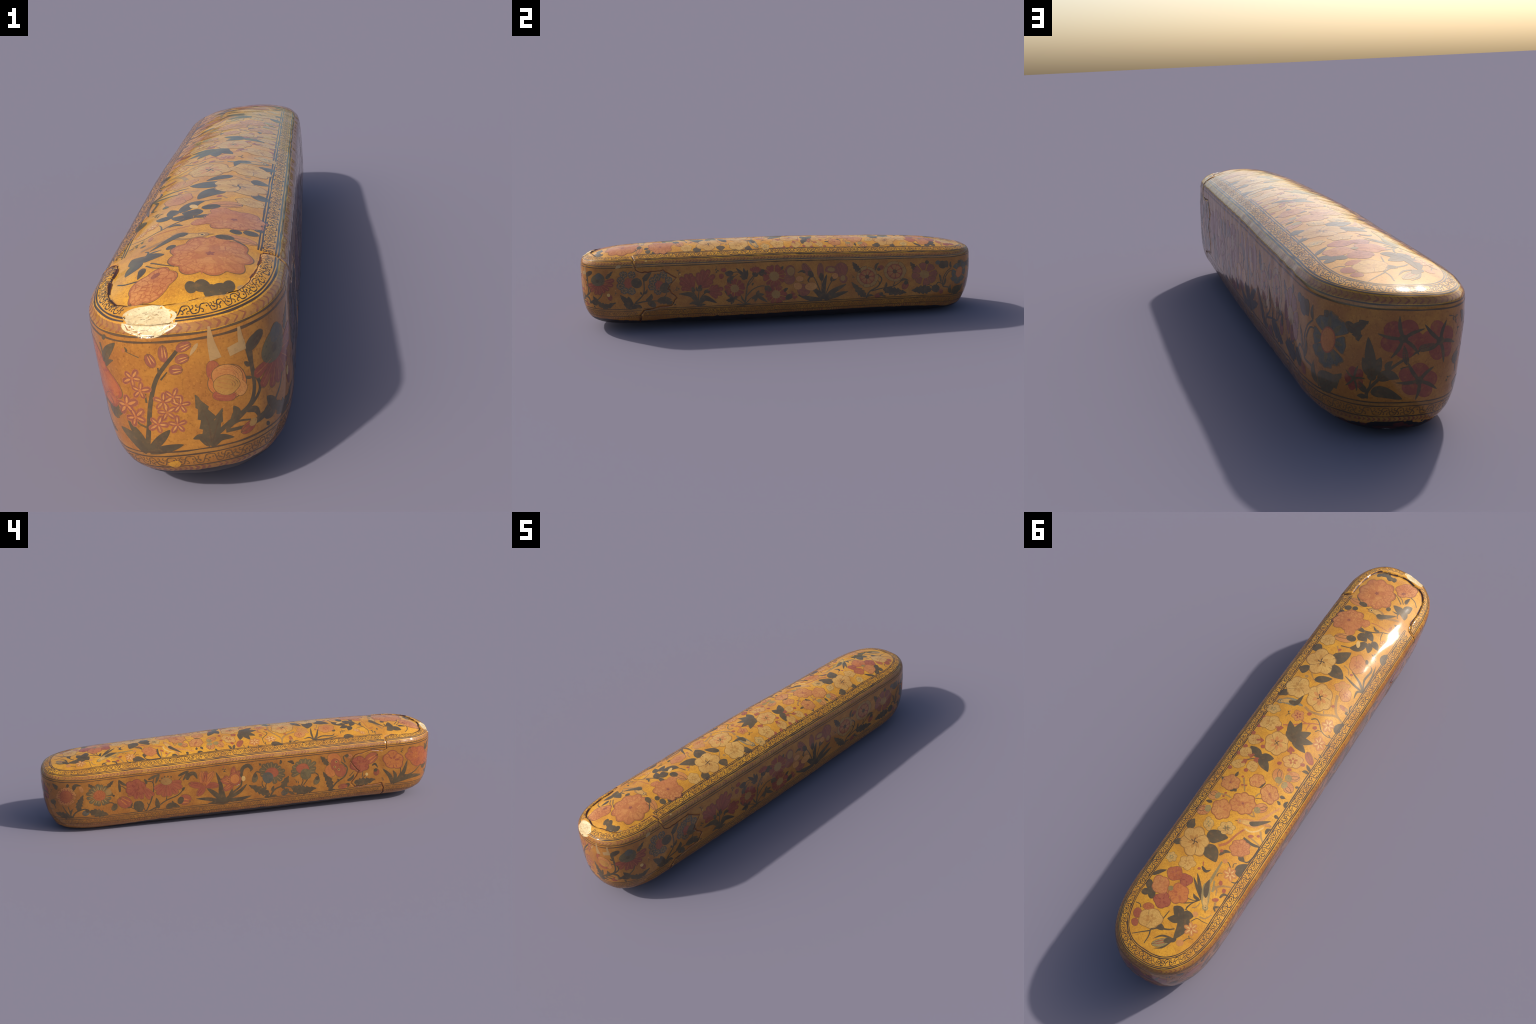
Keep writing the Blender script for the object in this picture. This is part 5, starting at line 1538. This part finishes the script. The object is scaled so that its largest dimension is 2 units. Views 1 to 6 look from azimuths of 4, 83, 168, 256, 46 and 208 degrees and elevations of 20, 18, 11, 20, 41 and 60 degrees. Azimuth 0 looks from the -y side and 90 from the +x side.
    berry(F, (0.732, 0.186), 0.0106, 0.92, 1.77, colour='dark_leaf')
    leaf(F, [(0.760, 0.032), (0.710, 0.035), (0.655, 0.032)], 0.0566, teeth=5)
    patch(F, (0.782, 0.037), 0.0236, 0.86, 2.38)
    stem(F, [(0.761, 0.031), (0.765, 0.048), (0.734, 0.066)], 0.0045)
    stem(F, [(0.782, 0.053), (0.794, 0.071), (0.822, 0.057)], 0.0063)
    stem(F, [(0.883, -0.003), (0.857, 0.035), (0.820, 0.049), (0.822, 0.098), (0.838, 0.129), (0.862, 0.149)], 0.0062)
    patch(F, (0.812, 0.169), 0.0219, 0.93, 2.11)
    patch(F, (0.788, 0.182), 0.0131, 0.90, 2.96, colour='blue_grey', layer=4)
    leaf(F, [(0.822, 0.049), (0.831, 0.075), (0.830, 0.098)], 0.0124)
    leaf(F, [(0.862, 0.149), (0.856, 0.166), (0.860, 0.185)], 0.0122)
    leaf(F, [(0.810, 0.067), (0.803, 0.100), (0.795, 0.119)], 0.0102)
    stem(F, [(0.830, 0.098), (0.850, 0.128), (0.878, 0.131)], 0.0052)
    leaf(F, [(0.878, 0.002), (0.862, 0.023), (0.864, 0.053)], 0.0199)
    leaf(F, [(0.886, -0.002), (0.908, 0.016), (0.942, 0.034)], 0.0521)
    patch(F, (0.812, 0.018), 0.0145, 0.81, 2.40, colour='mauve', name='painted_petal', layer=4)
    daisy(F, (0.914, 0.117), 0.0716, 0.69, 1.35, petal='blue_grey', core='orange', count=8, core_r=0.4, ring='red', fat=1.05, streak='sage')
    leaf(F, [(0.912, 0.169), (0.910, 0.176), (0.914, 0.186)], 0.0186)
    leaf(F, [(0.890, -0.010), (0.925, 0.016), (0.954, 0.047)], 0.0366, teeth=3)
    leaf(F, [(0.817, 0.185), (0.828, 0.171), (0.842, 0.152)], 0.0379)


def paint_far_end():
    """far end: red blooms with dark sepals, three-lobed leaf"""
    leaf(F, [(0.960, 0.170), (0.984, 0.152), (0.990, 0.131)], 0.0297, teeth=3)
    leaf(F, [(0.974, 0.155), (0.995, 0.171), (1.010, 0.180)], 0.0230, teeth=2)
    sepal_flower(F, (1.080, 0.144), 0.0488, 0.96, 2.04, turn=0.3)
    sepal_flower(F, (1.167, 0.135), 0.0535, 0.78, 2.13, turn=0.9)
    sepal_flower(F, (1.122, 0.042), 0.0520, 0.80, 2.58, turn=0.1)
    sepal_flower(F, (0.983, 0.042), 0.0302, 0.72, 1.41, turn=0.5)
    stem(F, [(1.010, -0.003), (1.015, 0.020), (1.053, 0.068), (1.090, 0.098), (1.135, 0.126)], 0.0071)
    lobes(F, (1.020, 0.051), [(1.010, 0.144), (1.000, 0.095), (1.037, 0.099)], 0.0220)
    stem(F, [(1.015, 0.017), (1.020, 0.053)], 0.0037)
    leaf(F, [(1.114, 0.118), (1.131, 0.122), (1.152, 0.131)], 0.0178)
    leaf(F, [(1.032, 0.045), (1.053, 0.057), (1.076, 0.049)], 0.0254)
    leaf(F, [(1.053, 0.065), (1.052, 0.081), (1.061, 0.091)], 0.0135)
    leaf(F, [(1.019, 0.013), (1.045, 0.015), (1.088, -0.003)], 0.0274)
    leaf(F, [(1.010, -0.001), (1.000, 0.002), (0.990, 0.001)], 0.0119)
    leaf(F, [(1.091, 0.081), (1.086, 0.106), (1.083, 0.128)], 0.0131)
    stem(F, [(1.078, 0.072), (1.097, 0.076), (1.114, 0.067)], 0.0045)
    leaf(F, [(1.226, 0.067), (1.232, 0.083), (1.248, 0.092)], 0.0318)
    leaf(F, [(1.010, 0.012), (1.000, 0.024), (0.994, 0.038)], 0.0145)


def paint_left_flank_far():
    """left flank, far half: daisies, red tulips, strawberries, lilies"""
    daisy(F, (1.304, 0.125), 0.0608, 0.79, 1.16, petal='salmon', core='orange_red', count=16, core_r=0.56, streak='red', ring='red')
    daisy(F, (1.461, 0.122), 0.0667, 0.88, 1.83, petal='sage', core='orange_red', count=15, core_r=0.48, streak='tan_stem')
    leaf(F, [(1.355, 0.038), (1.366, 0.084), (1.386, 0.134)], 0.0360, teeth=5)
    leaf(F, [(1.313, 0.001), (1.270, 0.009), (1.232, 0.017)], 0.0459, teeth=4)
    leaf(F, [(1.408, 0.032), (1.454, 0.016), (1.499, 0.004)], 0.0535, teeth=5)
    stem(F, [(1.317, -0.006), (1.342, 0.029), (1.384, 0.048), (1.409, 0.037)], 0.0074)
    stem(F, [(1.316, -0.006), (1.312, 0.035), (1.308, 0.065)], 0.0056)
    stem(F, [(1.315, -0.005), (1.294, 0.033), (1.280, 0.066)], 0.0063)
    leaf(F, [(1.313, 0.013), (1.319, 0.035), (1.332, 0.051)], 0.0104)
    bud(F, (1.404, 0.041), (1.373, 0.013), 0.0292, colour='blue_grey')
    stem(F, [(1.490, 0.068), (1.513, 0.073), (1.528, 0.063), (1.533, 0.049)], 0.0062)
    bud(F, (1.536, 0.061), (1.519, 0.024), 0.0265, colour='sage')
    leaf(F, [(1.261, 0.163), (1.253, 0.183), (1.237, 0.195)], 0.0261, teeth=2)
    berry(F, (1.316, 0.191), 0.0106, 0.64, 1.46, colour='dark_leaf')
    leaf(F, [(1.342, 0.163), (1.352, 0.192), (1.380, 0.190)], 0.0178)
    bud(F, (1.373, 0.186), (1.383, 0.148), 0.0173, colour='salmon', calyx=None)
    leaf(F, [(1.498, 0.162), (1.514, 0.180), (1.531, 0.200)], 0.0237, teeth=3)
    leaf(F, [(1.436, 0.176), (1.422, 0.183), (1.414, 0.197)], 0.0210, teeth=2)
    patch(F, (1.505, 0.137), 0.0178, 0.84, 1.81, colour='tan_stem', layer=6, name='lacquer_flake')
    leaf(F, [(1.523, 0.108), (1.530, 0.112), (1.515, 0.120)], 0.0090)
    stem(F, [(1.228, 0.082), (1.234, 0.097), (1.248, 0.106)], 0.0045)
    stem(F, [(1.232, 0.078), (1.236, 0.063), (1.240, 0.044)], 0.0063)
    rose(F, (1.636, 0.142), 0.0537, 0.90, 2.21, base='red', shade='crimson', petals=6, heart=False)
    fan_flower(F, (1.654, 0.168), [(1.600, 0.097), (1.634, 0.077), (1.664, 0.073), (1.703, 0.067), (1.721, 0.086)], 0.0283, colour='red', streak='crimson', calyx=False)
    fan_flower(F, (1.792, 0.156), [(1.724, 0.122), (1.738, 0.089), (1.769, 0.072), (1.799, 0.071), (1.835, 0.081), (1.859, 0.111), (1.858, 0.142)], 0.0357, colour='red', streak='crimson', calyx=False)
    patch(F, (1.784, 0.160), 0.0267, 0.78, 2.78, colour='tan_stem', name='painted_petal', layer=6)
    berry(F, (1.752, 0.167), 0.0043, 0.85, 2.13, colour='dark_leaf')
    berry(F, (1.763, 0.181), 0.0042, 0.89, 2.16, colour='dark_leaf')
    berry(F, (1.776, 0.187), 0.0042, 0.93, 2.24, colour='dark_leaf')
    berry(F, (1.793, 0.187), 0.0041, 0.92, 1.96, colour='dark_leaf')
    berry(F, (1.808, 0.182), 0.0042, 0.89, 2.14, colour='dark_leaf')
    blade(F, [(1.559, 0.128), (1.558, 0.161), (1.555, 0.197)], 0.0126)
    blade(F, [(1.555, 0.197), (1.575, 0.174), (1.595, 0.160)], 0.0141)
    blade(F, [(1.697, 0.181), (1.724, 0.194), (1.750, 0.206)], 0.0152)
    blade(F, [(1.750, 0.206), (1.741, 0.181), (1.731, 0.154)], 0.0136)
    blade(F, [(1.843, 0.182), (1.868, 0.193), (1.891, 0.205)], 0.0153)
    blade(F, [(1.891, 0.205), (1.880, 0.177), (1.864, 0.152)], 0.0140)
    blade(F, [(1.688, 0.158), (1.685, 0.174), (1.677, 0.188)], 0.0129)
    stem(F, [(1.678, -0.010), (1.707, 0.057), (1.721, 0.118), (1.717, 0.164), (1.680, 0.172)], 0.0060)
    stem(F, [(1.679, -0.010), (1.737, 0.019), (1.781, 0.049), (1.839, 0.073), (1.871, 0.107)], 0.0069)
    leaf(F, [(1.861, 0.093), (1.868, 0.107), (1.877, 0.111)], 0.0128)
    stem(F, [(1.589, 0.141), (1.572, 0.159), (1.556, 0.166)], 0.0041)
    stem(F, [(1.719, 0.159), (1.724, 0.184), (1.733, 0.198)], 0.0042)
    stem(F, [(1.845, 0.156), (1.854, 0.170), (1.863, 0.179)], 0.0043)
    stem(F, [(1.781, 0.049), (1.786, 0.077)], 0.0042)
    bud(F, (1.613, 0.041), (1.555, 0.096), 0.0598, colour='red', calyx=None, streak='orange')
    leaf(F, [(1.591, 0.030), (1.609, 0.038), (1.617, 0.059)], 0.0121)
    patch(F, (1.647, 0.033), 0.0323, 0.82, 1.79)
    bud(F, (1.843, 0.043), (1.902, 0.028), 0.0591, colour='red', calyx='dark_leaf', streak='orange')
    leaf(F, [(1.743, 0.007), (1.738, 0.037), (1.734, 0.071)], 0.0226)
    leaf(F, [(1.778, 0.008), (1.812, 0.019), (1.849, 0.004)], 0.0306)
    leaf(F, [(1.811, 0.017), (1.814, 0.032), (1.810, 0.045)], 0.0107)
    stem(F, [(1.723, -0.006), (1.734, 0.016)], 0.0039)
    stem(F, [(1.602, 0.037), (1.623, 0.020)], 0.0046)
    stem(F, [(1.679, -0.003), (1.671, 0.019), (1.658, 0.029)], 0.0042)
    stem(F, [(1.695, 0.032), (1.689, 0.049)], 0.0044)
    bud(F, (1.970, 0.106), (1.959, 0.193), 0.0308, colour='orange', calyx=None, streak=None)
    bud(F, (1.970, 0.106), (2.018, 0.182), 0.0345, colour='orange', calyx=None, streak=None)
    bud(F, (1.970, 0.106), (1.980, 0.190), 0.0318, colour='red', calyx=None, streak='crimson')
    bud(F, (1.970, 0.106), (2.044, 0.099), 0.0352, colour='red', calyx=None, streak='crimson')
    bud(F, (1.970, 0.106), (1.894, 0.134), 0.0348, colour='red', calyx=None, streak='crimson')
    bud(F, (1.970, 0.106), (1.933, 0.055), 0.0353, colour='red', calyx=None, streak='crimson')
    blade(F, [(1.885, 0.154), (1.898, 0.182), (1.922, 0.183), (1.937, 0.151)], 0.0220)
    blade(F, [(2.078, -0.005), (2.026, 0.053), (1.983, 0.094)], 0.0257)
    blade(F, [(2.076, -0.005), (2.008, 0.025), (1.929, 0.040)], 0.0219)
    blade(F, [(2.081, -0.006), (2.059, 0.071), (2.046, 0.128), (2.028, 0.178)], 0.0202)
    blade(F, [(2.076, -0.005), (2.030, 0.004), (1.988, 0.003)], 0.0157)
    blade(F, [(2.084, -0.003), (2.102, 0.036), (2.112, 0.075)], 0.0214)
    blade(F, [(2.076, -0.002), (2.053, 0.037), (2.044, 0.099)], 0.0157)
    bud(F, (2.118, 0.104), (2.070, 0.148), 0.0297, colour='red', calyx=None, streak='orange')
    bud(F, (2.118, 0.104), (2.118, 0.195), 0.0298, colour='red', calyx=None, streak='orange')
    bud(F, (2.118, 0.104), (2.052, 0.133), 0.0315, colour='red', calyx=None, streak='orange')
    bud(F, (2.118, 0.104), (2.066, 0.071), 0.0335, colour='red', calyx=None, streak='orange')
    bud(F, (2.118, 0.104), (2.146, 0.170), 0.0324, colour='red', calyx=None, streak='orange')


def paint_left_flank_near():
    """left flank by the drawer: sage sunflowers, pansies, roses"""
    patch(F, (2.124, 0.126), 0.0365, 0.84, 1.94, colour='red', name='painted_petal', layer=4)
    patch(F, (2.124, 0.126), 0.0263, 0.84, 1.88, colour='orange', name='painted_petal', layer=5)
    leaf(F, [(2.126, 0.091), (2.138, 0.094), (2.147, 0.091)], 0.0102, colour='worn_white', vein=False)
    stem(F, [(2.079, 0.018), (2.118, 0.054), (2.154, 0.085), (2.158, 0.119)], 0.0109)
    blade(F, [(2.082, 0.018), (2.145, 0.051), (2.186, 0.091)], 0.0204)
    blade(F, [(2.082, 0.015), (2.145, 0.010), (2.211, 0.022)], 0.0224)
    blade(F, [(2.155, 0.132), (2.162, 0.177), (2.189, 0.191), (2.207, 0.172), (2.200, 0.156)], 0.0210)
    patch(F, (2.167, 0.123), 0.0151, 0.65, 1.69, colour='pale_cream', layer=6, name='lacquer_flake')
    fan_flower(F, (2.312, 0.138), [(2.253, 0.132), (2.248, 0.162), (2.261, 0.187), (2.284, 0.194), (2.306, 0.196), (2.334, 0.186), (2.358, 0.166), (2.379, 0.142), (2.380, 0.112), (2.364, 0.089), (2.332, 0.075)], 0.0285, colour='sage', streak='tan_stem', calyx=False)
    patch(F, (2.312, 0.138), 0.0340, 0.81, 2.74, colour='red', name='painted_petal', layer=6)
    patch(F, (2.292, 0.113), 0.0320, 0.85, 2.04, colour='blue_grey', name='painted_flower_head', layer=7)
    fan_flower(F, (2.478, 0.131), [(2.414, 0.108), (2.411, 0.134), (2.417, 0.160), (2.435, 0.180), (2.458, 0.194), (2.483, 0.196), (2.509, 0.188), (2.538, 0.171), (2.541, 0.138), (2.537, 0.119)], 0.0273, colour='sage', streak='tan_stem', calyx=False)
    patch(F, (2.471, 0.142), 0.0345, 0.80, 2.73, colour='red', name='painted_petal', layer=6)
    patch(F, (2.488, 0.110), 0.0326, 0.84, 2.16, colour='sage', name='painted_flower_head', layer=7)
    stem(F, [(2.274, 0.110), (2.290, 0.098), (2.306, 0.101)], 0.0039, colour='pale_cream')
    stem(F, [(2.280, 0.124), (2.292, 0.118), (2.303, 0.122)], 0.0040, colour='pale_cream')
    leaf(F, [(2.304, 0.015), (2.255, 0.047), (2.195, 0.083)], 0.0475, teeth=5)
    leaf(F, [(2.416, 0.044), (2.478, 0.020), (2.549, 0.024)], 0.0606, teeth=5)
    leaf(F, [(2.365, 0.047), (2.383, 0.077), (2.399, 0.111)], 0.0410, teeth=3)
    stem(F, [(2.303, -0.001), (2.328, 0.041), (2.370, 0.056), (2.430, 0.042)], 0.0092)
    stem(F, [(2.282, 0.049), (2.264, 0.076), (2.264, 0.099)], 0.0053)
    stem(F, [(2.284, 0.049), (2.282, 0.069), (2.287, 0.086)], 0.0052)
    stem(F, [(2.466, 0.047), (2.475, 0.071), (2.473, 0.087)], 0.0055)
    stem(F, [(2.479, 0.051), (2.495, 0.074), (2.500, 0.086)], 0.0055)
    stem(F, [(2.517, 0.110), (2.540, 0.110), (2.555, 0.092), (2.554, 0.072)], 0.0055)
    bud(F, (2.553, 0.087), (2.536, 0.046), 0.0310, colour='sage')
    stem(F, [(2.255, 0.144), (2.234, 0.152), (2.219, 0.136)], 0.0070)
    bud(F, (2.228, 0.140), (2.218, 0.094), 0.0284, colour='sage')
    leaf(F, [(2.320, 0.029), (2.319, 0.049), (2.324, 0.064)], 0.0164)
    bud(F, (2.398, 0.035), (2.364, 0.011), 0.0314, colour='blue_grey')
    leaf(F, [(2.399, 0.025), (2.418, 0.012), (2.434, 0.004)], 0.0140)
    leaf(F, [(2.304, 0.000), (2.288, 0.007), (2.276, 0.006)], 0.0144)
    leaf(F, [(2.306, 0.002), (2.325, 0.008), (2.343, 0.008)], 0.0122)
    leaf(F, [(2.365, 0.059), (2.375, 0.045), (2.384, 0.037)], 0.0135)
    leaf(F, [(2.254, 0.183), (2.250, 0.191), (2.245, 0.196)], 0.0113)
    leaf(F, [(2.426, 0.173), (2.408, 0.187), (2.389, 0.190)], 0.0187, teeth=2)
    leaf(F, [(2.352, 0.179), (2.357, 0.193), (2.352, 0.203)], 0.0122)
    patch(F, (2.634, 0.177), 0.0367, 0.79, 2.72, colour='orange', name='painted_petal', layer=4)
    patch(F, (2.620, 0.114), 0.0373, 0.77, 1.91, colour='orange', name='painted_petal', layer=3)
    patch(F, (2.670, 0.108), 0.0375, 0.77, 1.91, colour='red', name='painted_petal', layer=4)
    patch(F, (2.640, 0.146), 0.0314, 0.74, 1.83, colour='red', name='painted_petal', layer=5)
    patch(F, (2.646, 0.160), 0.0064, 0.85, 2.49, colour='cream', name='painted_petal', layer=6)
    patch(F, (2.646, 0.160), 0.0038, 0.81, 2.45, colour='ink_bold', name='painted_petal', layer=7)
    patch(F, (2.639, 0.132), 0.0066, 0.84, 2.39, colour='cream', name='painted_petal', layer=6)
    patch(F, (2.639, 0.132), 0.0038, 0.81, 2.01, colour='ink_bold', name='painted_petal', layer=7)
    patch(F, (2.662, 0.115), 0.0068, 0.82, 2.35, colour='cream', name='painted_petal', layer=6)
    patch(F, (2.662, 0.115), 0.0035, 0.86, 2.27, colour='ink_bold', name='painted_petal', layer=7)
    leaf(F, [(2.625, 0.006), (2.614, 0.054), (2.578, 0.112)], 0.0426, teeth=5)
    leaf(F, [(2.604, 0.144), (2.584, 0.173), (2.561, 0.199)], 0.0309, teeth=4)
    stem(F, [(2.625, 0.005), (2.657, 0.046), (2.696, 0.074), (2.706, 0.119), (2.672, 0.157)], 0.0084)
    stem(F, [(2.694, 0.150), (2.683, 0.181), (2.701, 0.193)], 0.0070)
    bud(F, (2.696, 0.189), (2.728, 0.170), 0.0265, colour='rose_pink')
    leaf(F, [(2.612, 0.008), (2.626, 0.003), (2.650, 0.003)], 0.0166)
    leaf(F, [(2.654, 0.044), (2.664, 0.053), (2.656, 0.064)], 0.0112)
    stem(F, [(2.666, 0.131), (2.690, 0.131), (2.702, 0.124)], 0.0058)
    rose(F, (2.771, 0.131), 0.0574, 0.77, 2.71, base='red', shade='crimson', petals=6, heart=False)
    rose(F, (2.780, 0.140), 0.0302, 0.79, 2.66, base='orange_red', shade='red', petals=5)
    bud(F, (2.804, 0.132), (2.866, 0.174), 0.0567, colour='red', calyx=None, streak='orange')
    bud(F, (2.860, 0.094), (2.866, 0.055), 0.0301, colour='crimson')
    leaf(F, [(2.839, 0.115), (2.855, 0.123), (2.874, 0.098)], 0.0111)
    leaf(F, [(2.749, 0.031), (2.802, 0.027), (2.864, 0.035)], 0.0550, teeth=5)
    leaf(F, [(2.710, 0.047), (2.733, 0.055), (2.745, 0.079)], 0.0186)
    bud(F, (2.714, 0.021), (2.664, 0.016), 0.0300, colour='red', calyx=None)
    leaf(F, [(2.701, 0.027), (2.720, 0.022), (2.715, 0.004)], 0.0137)
    stem(F, [(2.722, 0.071), (2.742, 0.094)], 0.0054)
    stem(F, [(2.790, 0.057), (2.793, 0.087)], 0.0051)
    stem(F, [(2.789, 0.047), (2.809, 0.065), (2.813, 0.075)], 0.0049)
    patch(F, (2.814, 0.069), 0.0096, 0.77, 1.95, colour='pale_cream', layer=6, name='lacquer_flake')
    rose(F, (2.954, 0.134), 0.0616, 0.81, 2.52, base='orange', shade='red', petals=5, heart=False)
    fan_flower(F, (2.956, 0.139), [(2.935, 0.122), (2.966, 0.168), (2.980, 0.106)], 0.0176, colour='red', calyx=False)
    bud(F, (2.991, 0.089), (2.997, 0.124), 0.0273, colour='dark_leaf', calyx=None)
    rose(F, (3.100, 0.132), 0.0931, 0.56, 2.61, base='orange_red', shade='red', petals=6, heart=False)
    rose(F, (3.082, 0.150), 0.0339, 0.68, 2.51, base='orange', shade='orange_red', petals=5, heart=False)
    blade(F, [(2.959, -0.006), (2.942, 0.043), (2.898, 0.092)], 0.0210)
    blade(F, [(2.961, -0.006), (3.010, 0.044), (3.032, 0.125)], 0.0255)
    blade(F, [(2.970, 0.004), (3.050, 0.023), (3.139, 0.013)], 0.0287)
    blade(F, [(2.961, -0.003), (2.972, 0.039), (2.956, 0.075)], 0.0190)
    stem(F, [(2.983, 0.022), (2.999, 0.056), (2.994, 0.094)], 0.0057)
    stem(F, [(3.028, 0.031), (3.080, 0.046), (3.114, 0.073)], 0.0077)
    leaf(F, [(3.050, 0.162), (3.046, 0.182), (3.038, 0.199)], 0.0154)
    leaf(F, [(3.114, 0.073), (3.132, 0.094), (3.176, 0.104)], 0.0488)
    leaf(F, [(2.983, 0.022), (3.012, 0.033), (3.037, 0.039)], 0.0155)
    leaf(F, [(3.142, 0.048), (3.151, 0.066), (3.180, 0.071)], 0.0357)


def paint_near_end():
    """drawer front: hyacinth, poppy, scraped patches"""
    stem(F, [(3.219, -0.010), (3.235, 0.052), (3.246, 0.098), (3.266, 0.148), (3.305, 0.193)], 0.0093)
    blade(F, [(3.220, -0.008), (3.198, 0.016), (3.160, 0.033)], 0.0302)
    blade(F, [(3.220, -0.006), (3.208, 0.025), (3.188, 0.057)], 0.0236)
    blade(F, [(3.224, -0.005), (3.253, 0.024), (3.275, 0.045)], 0.0172)
    blade(F, [(3.224, -0.007), (3.262, 0.004), (3.296, 0.013)], 0.0172)
    star(F, (3.216, 0.143), 0.0258, 0.67, -2.65, petal='mauve', streak='salmon', count=5)
    star(F, (3.229, 0.121), 0.0236, 0.75, -2.61, petal='mauve', streak='salmon', count=5)
    star(F, (3.193, 0.088), 0.0335, 0.52, -2.65, petal='mauve', streak='salmon', count=5)
    star(F, (3.210, 0.067), 0.0287, 0.63, -2.60, petal='mauve', streak='salmon', count=5)
    star(F, (3.289, 0.109), 0.0196, 0.93, -2.49, petal='mauve', streak='salmon', count=5)
    star(F, (3.270, 0.101), 0.0203, 0.90, -2.54, petal='mauve', streak='salmon', count=5)
    star(F, (3.274, 0.080), 0.0206, 0.90, -2.51, petal='mauve', streak='salmon', count=5)
    star(F, (3.290, 0.055), 0.0204, 0.93, 0.79, petal='mauve', streak='salmon', count=5)
    star(F, (3.254, 0.056), 0.0225, 0.82, -2.49, petal='mauve', streak='salmon', count=5)
    star(F, (3.300, 0.093), 0.0191, 0.97, -2.49, petal='mauve', streak='salmon', count=5)
    bud(F, (3.264, 0.166), (3.253, 0.191), 0.0180, colour='mauve', calyx=None, streak='salmon')
    bud(F, (3.282, 0.174), (3.282, 0.205), 0.0163, colour='mauve', calyx=None, streak='salmon')
    bud(F, (3.304, 0.193), (3.331, 0.203), 0.0164, colour='mauve', calyx=None, streak='salmon')
    bud(F, (3.300, 0.173), (3.325, 0.180), 0.0168, colour='mauve', calyx=None, streak='salmon')
    bud(F, (3.287, 0.157), (3.312, 0.158), 0.0178, colour='mauve', calyx=None, streak='salmon')
    stem(F, [(3.266, 0.145), (3.269, 0.156), (3.269, 0.165)], 0.0039)
    stem(F, [(3.238, 0.098), (3.238, 0.116)], 0.0037)
    stem(F, [(3.230, 0.048), (3.214, 0.055), (3.209, 0.067)], 0.0041)
    stem(F, [(3.271, 0.142), (3.284, 0.156)], 0.0030)
    leaf(F, [(3.141, 0.158), (3.164, 0.184), (3.189, 0.205)], 0.0187)
    leaf(F, [(3.148, 0.152), (3.160, 0.163), (3.178, 0.171)], 0.0088)
    stem(F, [(3.140, 0.194), (3.144, 0.181), (3.142, 0.160)], 0.0068)
    leaf(F, [(3.146, 0.089), (3.151, 0.078), (3.143, 0.055)], 0.0327)
    patch(F, (3.386, 0.123), 0.0355, 0.82, 2.39, colour='orange', name='painted_petal', layer=3)
    patch(F, (3.386, 0.132), 0.0286, 0.75, 2.62, colour='salmon', name='painted_petal', layer=4)
    patch(F, (3.362, 0.150), 0.0173, 0.68, 1.53, colour='red', name='painted_petal', layer=3)
    patch(F, (3.377, 0.099), 0.0206, 0.51, 2.84, colour='red', name='painted_petal', layer=4)
    patch(F, (3.383, 0.118), 0.0241, 0.71, 2.71, colour='cream_shade', name='painted_petal', layer=5)
    patch(F, (3.408, 0.105), 0.0146, 0.77, 1.86, colour='salmon', name='painted_petal', layer=4)
    leaf(F, [(3.346, 0.004), (3.344, 0.055), (3.327, 0.110)], 0.0346, teeth=5)
    leaf(F, [(3.346, 0.007), (3.360, 0.049), (3.371, 0.077)], 0.0197, teeth=3)
    leaf(F, [(3.342, 0.003), (3.330, 0.025), (3.314, 0.023)], 0.0142)
    leaf(F, [(3.346, 0.002), (3.362, 0.019), (3.388, 0.014)], 0.0150)
    stem(F, [(3.352, 0.025), (3.387, 0.049), (3.422, 0.067), (3.434, 0.095), (3.432, 0.136), (3.426, 0.170)], 0.0084)
    leaf(F, [(3.386, 0.048), (3.396, 0.061), (3.391, 0.076)], 0.0155)
    leaf(F, [(3.412, 0.059), (3.434, 0.053), (3.443, 0.028)], 0.0116)
    bud(F, (3.424, 0.167), (3.460, 0.185), 0.0227, colour='dark_leaf', calyx=None)
    stem(F, [(3.367, 0.036), (3.398, 0.043), (3.422, 0.038)], 0.0045)
    bud(F, (3.432, 0.033), (3.401, 0.019), 0.0208, colour='crimson', calyx='tan_stem')
    leaf(F, [(3.428, 0.138), (3.423, 0.145), (3.418, 0.150)], 0.0078)
    leaf(F, [(3.432, 0.116), (3.423, 0.119), (3.418, 0.124)], 0.0056)
    berry(F, (3.463, 0.011), 0.0067, 0.59, 2.20, colour='dark_leaf')
    berry(F, (3.158, 0.209), 0.0075, 0.57, -2.48, colour='dark_leaf')
    stem(F, [(3.436, 0.031), (3.455, 0.037), (3.487, 0.040)], 0.0113)
    leaf(F, [(3.450, 0.033), (3.476, 0.039), (3.465, 0.066)], 0.0328)
    m = Motif("scraped_patch", F)
    m.stroke([(3.364, 0.228), (3.364, 0.201), (3.369, 0.169)], 0.0159, "bare_ground", 5, taper=(0.25, 1.3), cross=4)
    m.stroke([(3.416, 0.214), (3.416, 0.198), (3.418, 0.178)], 0.0103, "bare_ground", 5, taper=(0.5, 1.3), cross=4)
    m.stroke([(3.392, 0.176), (3.406, 0.179), (3.424, 0.181)], 0.0152, "bare_ground", 6, taper=(1.1, 1.2), cross=4)
    m.stroke([(3.342, 0.203), (3.334, 0.193), (3.326, 0.182)], 0.0067, "bare_ground", 5, belly="leaf", cross=4)
    m.emit(PARTS["drawer_end"])

# ----------------------------------------------------------------------------
# 6. ASSEMBLY
# ----------------------------------------------------------------------------
root = bpy.data.objects.new("pen_box", None)
bpy.context.scene.collection.objects.link(root)
root["label"] = "long round-ended golden lacquer pen box painted with flowers and birds"
root["category"] = "pen box"
sleeve, drawer_end, underside = build_case(root)
PARTS.update(sleeve=sleeve, drawer_end=drawer_end, underside=underside)
paint_borders(sleeve, drawer_end)
paint_seams(sleeve, drawer_end)
paint_chips(sleeve, drawer_end)
for paint in (paint_lid_near, paint_lid_middle, paint_lid_far, paint_right_flank_near, paint_right_flank_far,
              paint_far_end, paint_left_flank_far, paint_left_flank_near, paint_near_end):
    paint()
sprigs(True, 90, 71)
sprigs(False, 80, 72)
